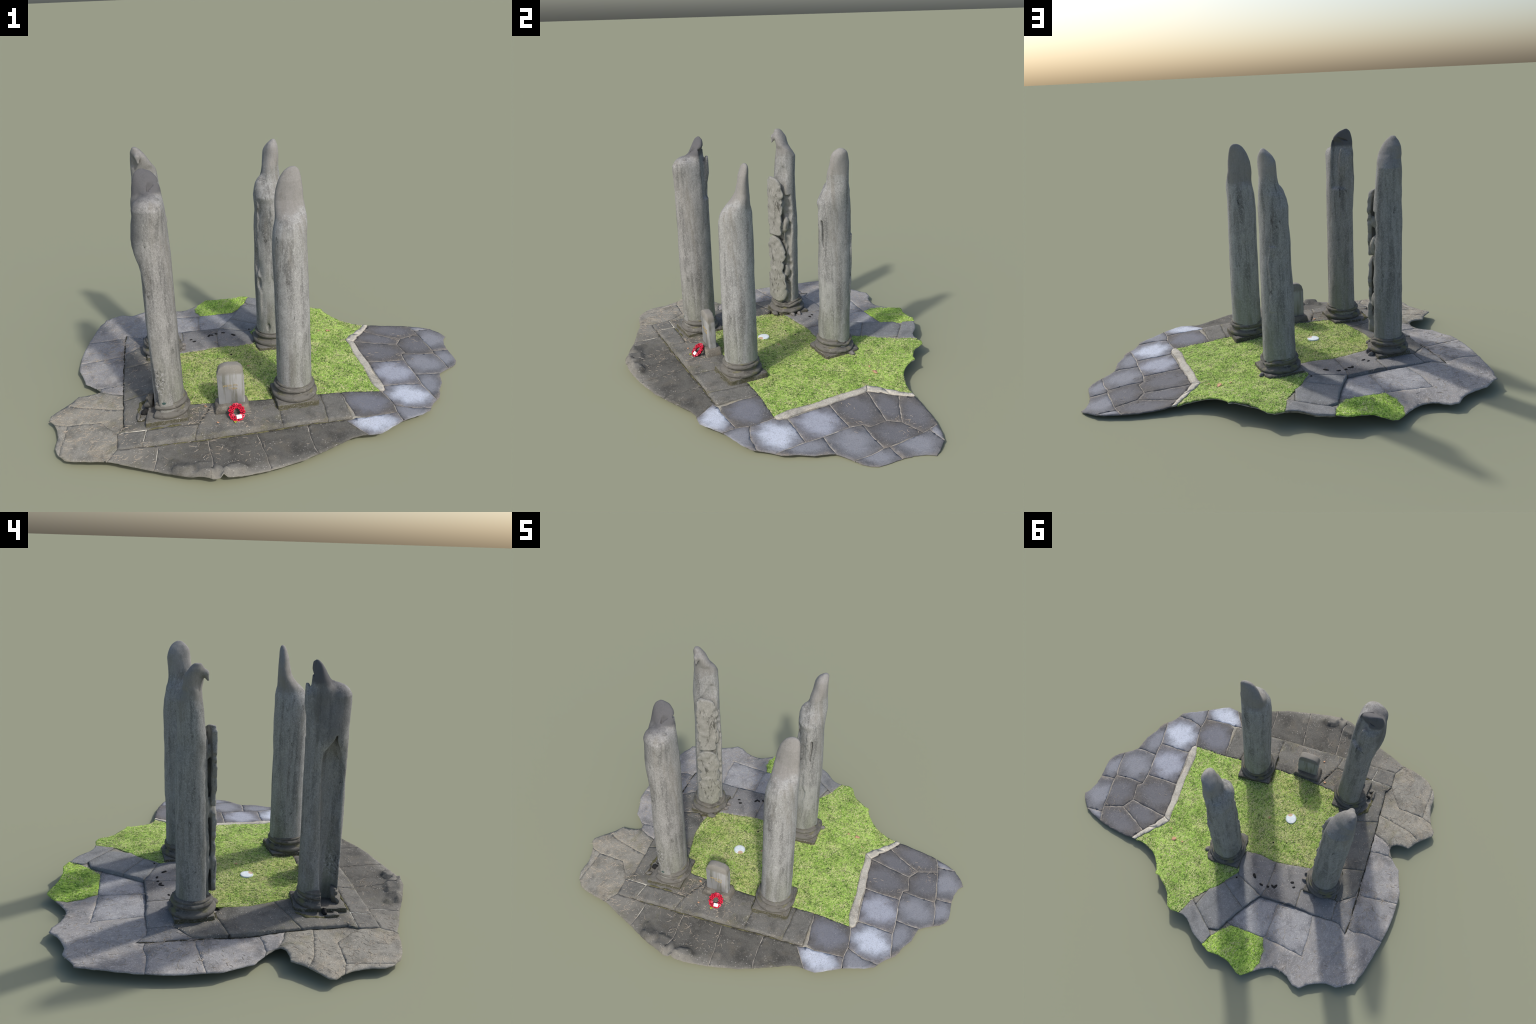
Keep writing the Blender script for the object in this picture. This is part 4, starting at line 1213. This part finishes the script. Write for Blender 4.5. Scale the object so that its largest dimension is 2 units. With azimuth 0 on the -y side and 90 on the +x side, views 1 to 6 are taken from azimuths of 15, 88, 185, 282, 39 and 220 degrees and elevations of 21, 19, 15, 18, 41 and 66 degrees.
litter([(-.10,-.66,.22,.10,38),(.10,-.62,.22,.10,26),(-.45,-.72,.20,.08,100),(-.68,-.55,.12,.20,150),(-.62,-.42,.10,.10,60),(-.13,-.44,.05,.10,70),(.10,-.42,.10,.08,45),
        (-.50,-.60,.12,.12,70),(-.55,-.15,.12,.20,60),(-.80,-.02,.12,.22,150),(-.80,.35,.18,.20,130),(-.72,.10,.10,.12,60),(-.45,.45,.18,.10,45),(-.3,.3,.2,.1,25),(.72,.56,.10,.05,22),(.66,.30,.12,.08,12),
        (.0,-.52,.4,.06,26),(-.66,.60,.14,.06,30)], 8)

# --------------------------------------------------------------------------
# grass blades on the turf, and moss along the foot of the step
# --------------------------------------------------------------------------
def blades(name, polys, n, colour, size, seed):
    r = np.random.default_rng(seed)
    P = np.c_[r.uniform(-.6, .68, n * 6), r.uniform(-.4, .84, n * 6)]
    ok = np.zeros(len(P), bool)
    for p in polys: ok |= inside(P, p)
    ok &= inside(P, [(x * .99, y * .99) for x, y in RAGGED])
    for K in COLUMNS.values(): ok &= ~inside(P, K['corners'])
    ok &= np.hypot(P[:, 0] + .12, P[:, 1] + .06) > .034
    tuft = vnoise3(P[:, 0] * 22, P[:, 1] * 22, P[:, 0] * 0, 40 + seed) + .6 * vnoise3(P[:, 0] * 60, P[:, 1] * 60, P[:, 0] * 0, 50 + seed)
    ok &= tuft > r.uniform(-.7, .6, len(P))
    P = P[ok][:n]
    z = ground_many(P)
    verts, faces = [], []
    for (x, y), z0 in zip(P, z):
        a = r.uniform(0, 6.283); L = size * r.uniform(.6, 1.5); w = r.uniform(.0006, .0011); up = r.uniform(.08, .45)
        dx, dy = math.cos(a), math.sin(a)
        k = len(verts)
        verts += [(x - dy * w, y + dx * w, z0 - .001), (x + dy * w, y - dx * w, z0 - .001),
                  (x + dx * L * .5 + dy * w * .8, y + dy * L * .5 - dx * w * .8, z0 + L * up * .55), (x + dx * L * .5 - dy * w * .8, y + dy * L * .5 + dx * w * .8, z0 + L * up * .55),
                  (x + dx * L, y + dy * L, z0 + L * up * .7)]
        faces += [(k, k + 1, k + 2, k + 3), (k + 3, k + 2, k + 4)]
    ob = mesh_object(name, verts, faces, colour, site)
    ob['kind'] = 'stuff'
G1 = plain('grass_blade_green', (.38, .62, .11), .9, .35, 25)
G2 = plain('grass_blade_straw', (.74, .70, .40), .9, .3, 25)
G3 = plain('grass_blade_deep', (.075, .15, .028), .9, .35, 25)
blades('grass_blades', [LAWN, GRASS2], 12000, G1, .0095, 1)
blades('grass_blades', [LAWN, GRASS2], 9000, G2, .0095, 2)
blades('grass_blades', [LAWN, GRASS2], 8000, G3, .0085, 3)
blades('grass_blades', [GRASS2], 1500, G1, .014, 4)

MOSS = plain('moss', (.120, .115, .060), .95, .45, 120)
GAP_SHADOW = plain('gap_shadow_strip', (.050, .047, .034), .95, .4, 120)  # near-black strip modelled for the shadow in the step gaps
LIME = plain('white_pointing', (.58, .56, .48), .95, .3, 120)
def moss_strip(pts, wid, hgt, seed, mat=None, name='moss'):
    """low lumpy roll of moss along a line"""
    line = []
    for a, b in zip(pts[:-1], pts[1:]):
        n = max(2, int(math.dist(a, b) / .006))
        line += [(a[0] + (b[0] - a[0]) * i / n, a[1] + (b[1] - a[1]) * i / n) for i in range(n)]
    line.append(pts[-1])
    z = ground_many(line)
    verts, faces = [], []
    for i, (x, y) in enumerate(line):
        p, q = line[max(0, i - 1)], line[min(len(line) - 1, i + 1)]
        t = math.atan2(q[1] - p[1], q[0] - p[0])
        k = max(0.05, .55 + .9 * nz(x, y, seed, 22)) * min(1, i / 4, (len(line) - 1 - i) / 4 + .02)
        for j in range(6):
            f = math.pi * j / 5
            o = wid * k * math.cos(f)
            verts.append((x - math.sin(t) * o, y + math.cos(t) * o, z[i] - .002 + (hgt * k + .001) * math.sin(f) + .0006 * nz(x, y, j, 90)))
    for i in range(len(line) - 1):
        for j in range(5):
            a = i * 6 + j
            faces.append((a, a + 6, a + 7, a + 1))
    ob = mesh_object(name, verts, faces, mat or MOSS, site)
    ob['kind'] = 'stuff'
_n = np.array((.418, -.908)) * .003
moss_strip([tuple(np.array(front(t)) + _n) for t in (.12, .4, .7, .97)], .0035, .004, 1)
moss_strip(LEFT, .0065, .003, 8, GAP_SHADOW, 'gap_shadow_strip')
moss_strip([tuple(np.array(front(t)) + _n * .4) for t in (.25, .45, .65, .85)], .004, .004, 9, GAP_SHADOW, 'gap_shadow_strip')
moss_strip([(-.441,-.626),(-.325,-.580),(-.305,-.672)], .003, .0022, 10, LIME, 'white_pointing')
moss_strip([(-.239,-.667),(-.212,-.754)], .0025, .002, 11, LIME, 'white_pointing')
moss_strip([(-.64,.141),(-.680,.236)], .0025, .002, 12, LIME, 'white_pointing')
moss_strip([(-.325,-.577),(-.25,-.545),(-.135,-.497)], .006, .004, 2)
moss_strip([(-.398,-.335),(-.425,-.40),(-.41,-.47),(-.385,-.51)], .014, .008, 3)
moss_strip([(.205,-.331),(.30,-.287),(.388,-.243)], .005, .004, 4)
moss_strip([(.12,-.14),(.205,-.325)], .005, .004, 5)
moss_strip([(-.557,-.02),(-.628,.14)], .005, .004, 6)
moss_strip([(-.55,-.028),(-.41,.04)], .006, .005, 7)

# --------------------------------------------------------------------------
# wreath of paper poppies: a thing of its own, leaning on the headstone
# --------------------------------------------------------------------------
wreath = empty('poppy_wreath', (.041, -.416, .086))
wreath['label'] = 'round red paper poppy wreath with white card'
wreath['category'] = 'wreath'
RED = plain('poppy_paper', (.62, .012, .045), .6, .25, 150)
PINK = plain('poppy_rim_paper', (.80, .10, .16), .6, .2, 150)
BLACK = plain('poppy_centre', (.008, .008, .010), .5, .2, 200)
CARD = plain('white_card', (.86, .87, .88), .6, .05, 60)
DARKRING = plain('wreath_backing', (.14, .008, .012), .8, .3, 90)
wn = Vector((.36, -.60, .72)).normalized()
wu = Vector((U[0], U[1], 0)); wu = (wu - wn * wu.dot(wn)).normalized()
wv = wn.cross(wu)
WM = Matrix((wu, wv, wn)).transposed()     # wreath plane axes

def to_wreath(ob):
    ob.parent = wreath
def ring_mesh(R, r, squash, n=48, m=12):
    verts, faces = [], []
    for i in range(n):
        t = 2 * math.pi * i / n
        for j in range(m):
            p = 2 * math.pi * j / m
            rr = R + r * math.cos(p)
            verts.append(tuple(WM @ Vector((rr * math.cos(t) * .95, rr * math.sin(t) * 1.06, r * squash * math.sin(p)))))
    for i in range(n):
        for j in range(m):
            a, b = i * m + j, ((i + 1) % n) * m + j
            c, d = ((i + 1) % n) * m + (j + 1) % m, i * m + (j + 1) % m
            faces.append((a, b, c, d))
    return verts, faces
v, f = ring_mesh(.0268, .0100, .55)
me = bpy.data.meshes.new('backing'); me.from_pydata(v, [], f); me.materials.append(DARKRING)
me.polygons.foreach_set('use_smooth', [True] * len(me.polygons))
to_wreath(link(bpy.data.objects.new('backing', me)))

def poppy_mesh(mat):
    """four cupped, ruffled petals"""
    verts, faces = [], []
    for k in range(4):
        a0 = k * math.pi / 2
        base = len(verts)
        nr, na = 4, 7
        for i in range(nr + 1):
            q = i / nr
            for j in range(na):
                t = a0 + (j / (na - 1) - .5) * 1.9
                r = .0088 * q * (1 - .12 * abs(j / (na - 1) - .5) * 2)
                z = .0012 + .0030 * q * q + .0007 * math.sin(j * 2.1 + k) * q + (.0006 if k % 2 else 0)
                verts.append((r * math.cos(t), r * math.sin(t), z))
        for i in range(nr):
            for j in range(na - 1):
                a = base + i * na + j
                faces.append((a, a + na, a + na + 1, a + 1))
    me = bpy.data.meshes.new('poppy'); me.from_pydata(verts, [], faces); me.materials.append(mat)
    me.polygons.foreach_set('use_smooth', [True] * len(me.polygons))
    bm = bmesh.new(); bm.from_mesh(me)
    bmesh.ops.solidify(bm, geom=bm.faces[:], thickness=.0004)
    bm.to_mesh(me); bm.free()
    return me
bm = bmesh.new(); bmesh.ops.create_uvsphere(bm, u_segments=12, v_segments=8, radius=.0029)
bead = bpy.data.meshes.new('poppy_centre'); bm.to_mesh(bead); bm.free(); bead.materials.append(BLACK)
PM = [poppy_mesh(RED), poppy_mesh(PINK)]
rng = random.Random(6)
for R, n, tilt, off in ((.0318, 13, .35, 0), (.0222, 9, -.25, .3)):
    for i in range(n):
        t = 2 * math.pi * (i + off) / n + rng.uniform(-.06, .06)
        pos = WM @ Vector((R * math.cos(t) * .95, R * math.sin(t) * 1.06, .0055))
        axis = (WM @ Vector((math.cos(t), math.sin(t), 0))) * tilt + wn + Vector([rng.uniform(-.15, .15) for _ in range(3)])
        q = axis.normalized().to_track_quat('Z', 'Y')
        ob = bpy.data.objects.new('poppy', PM[0 if rng.random() < .8 else 1])
        link(ob, wreath); ob.location = pos; ob.rotation_mode = 'QUATERNION'; ob.rotation_quaternion = q
        s = rng.uniform(.86, .98) * (1 if n > 10 else .86); ob.scale = (s, s, s)
        ce = bpy.data.objects.new('poppy_centre', bead); link(ce, ob); ce.location = (0, 0, .0040); ce.scale = (1, 1, .6)
# card
bm = bmesh.new(); bmesh.ops.create_cube(bm, size=1)
for vv in bm.verts: vv.co = (vv.co.x * .0235, vv.co.y * .0175, vv.co.z * .0012)
bmesh.ops.bevel(bm, geom=bm.edges[:], offset=.0004, segments=1, affect='EDGES')
me = bpy.data.meshes.new('card'); bm.to_mesh(me); bm.free(); me.materials.append(CARD)
card = bpy.data.objects.new('card', me); link(card, wreath)
card.location = WM @ Vector((.0075, -.0215, .0125))
card.rotation_mode = 'QUATERNION'
card.rotation_quaternion = (WM @ Matrix.Rotation(.08, 3, 'Z')).to_quaternion()
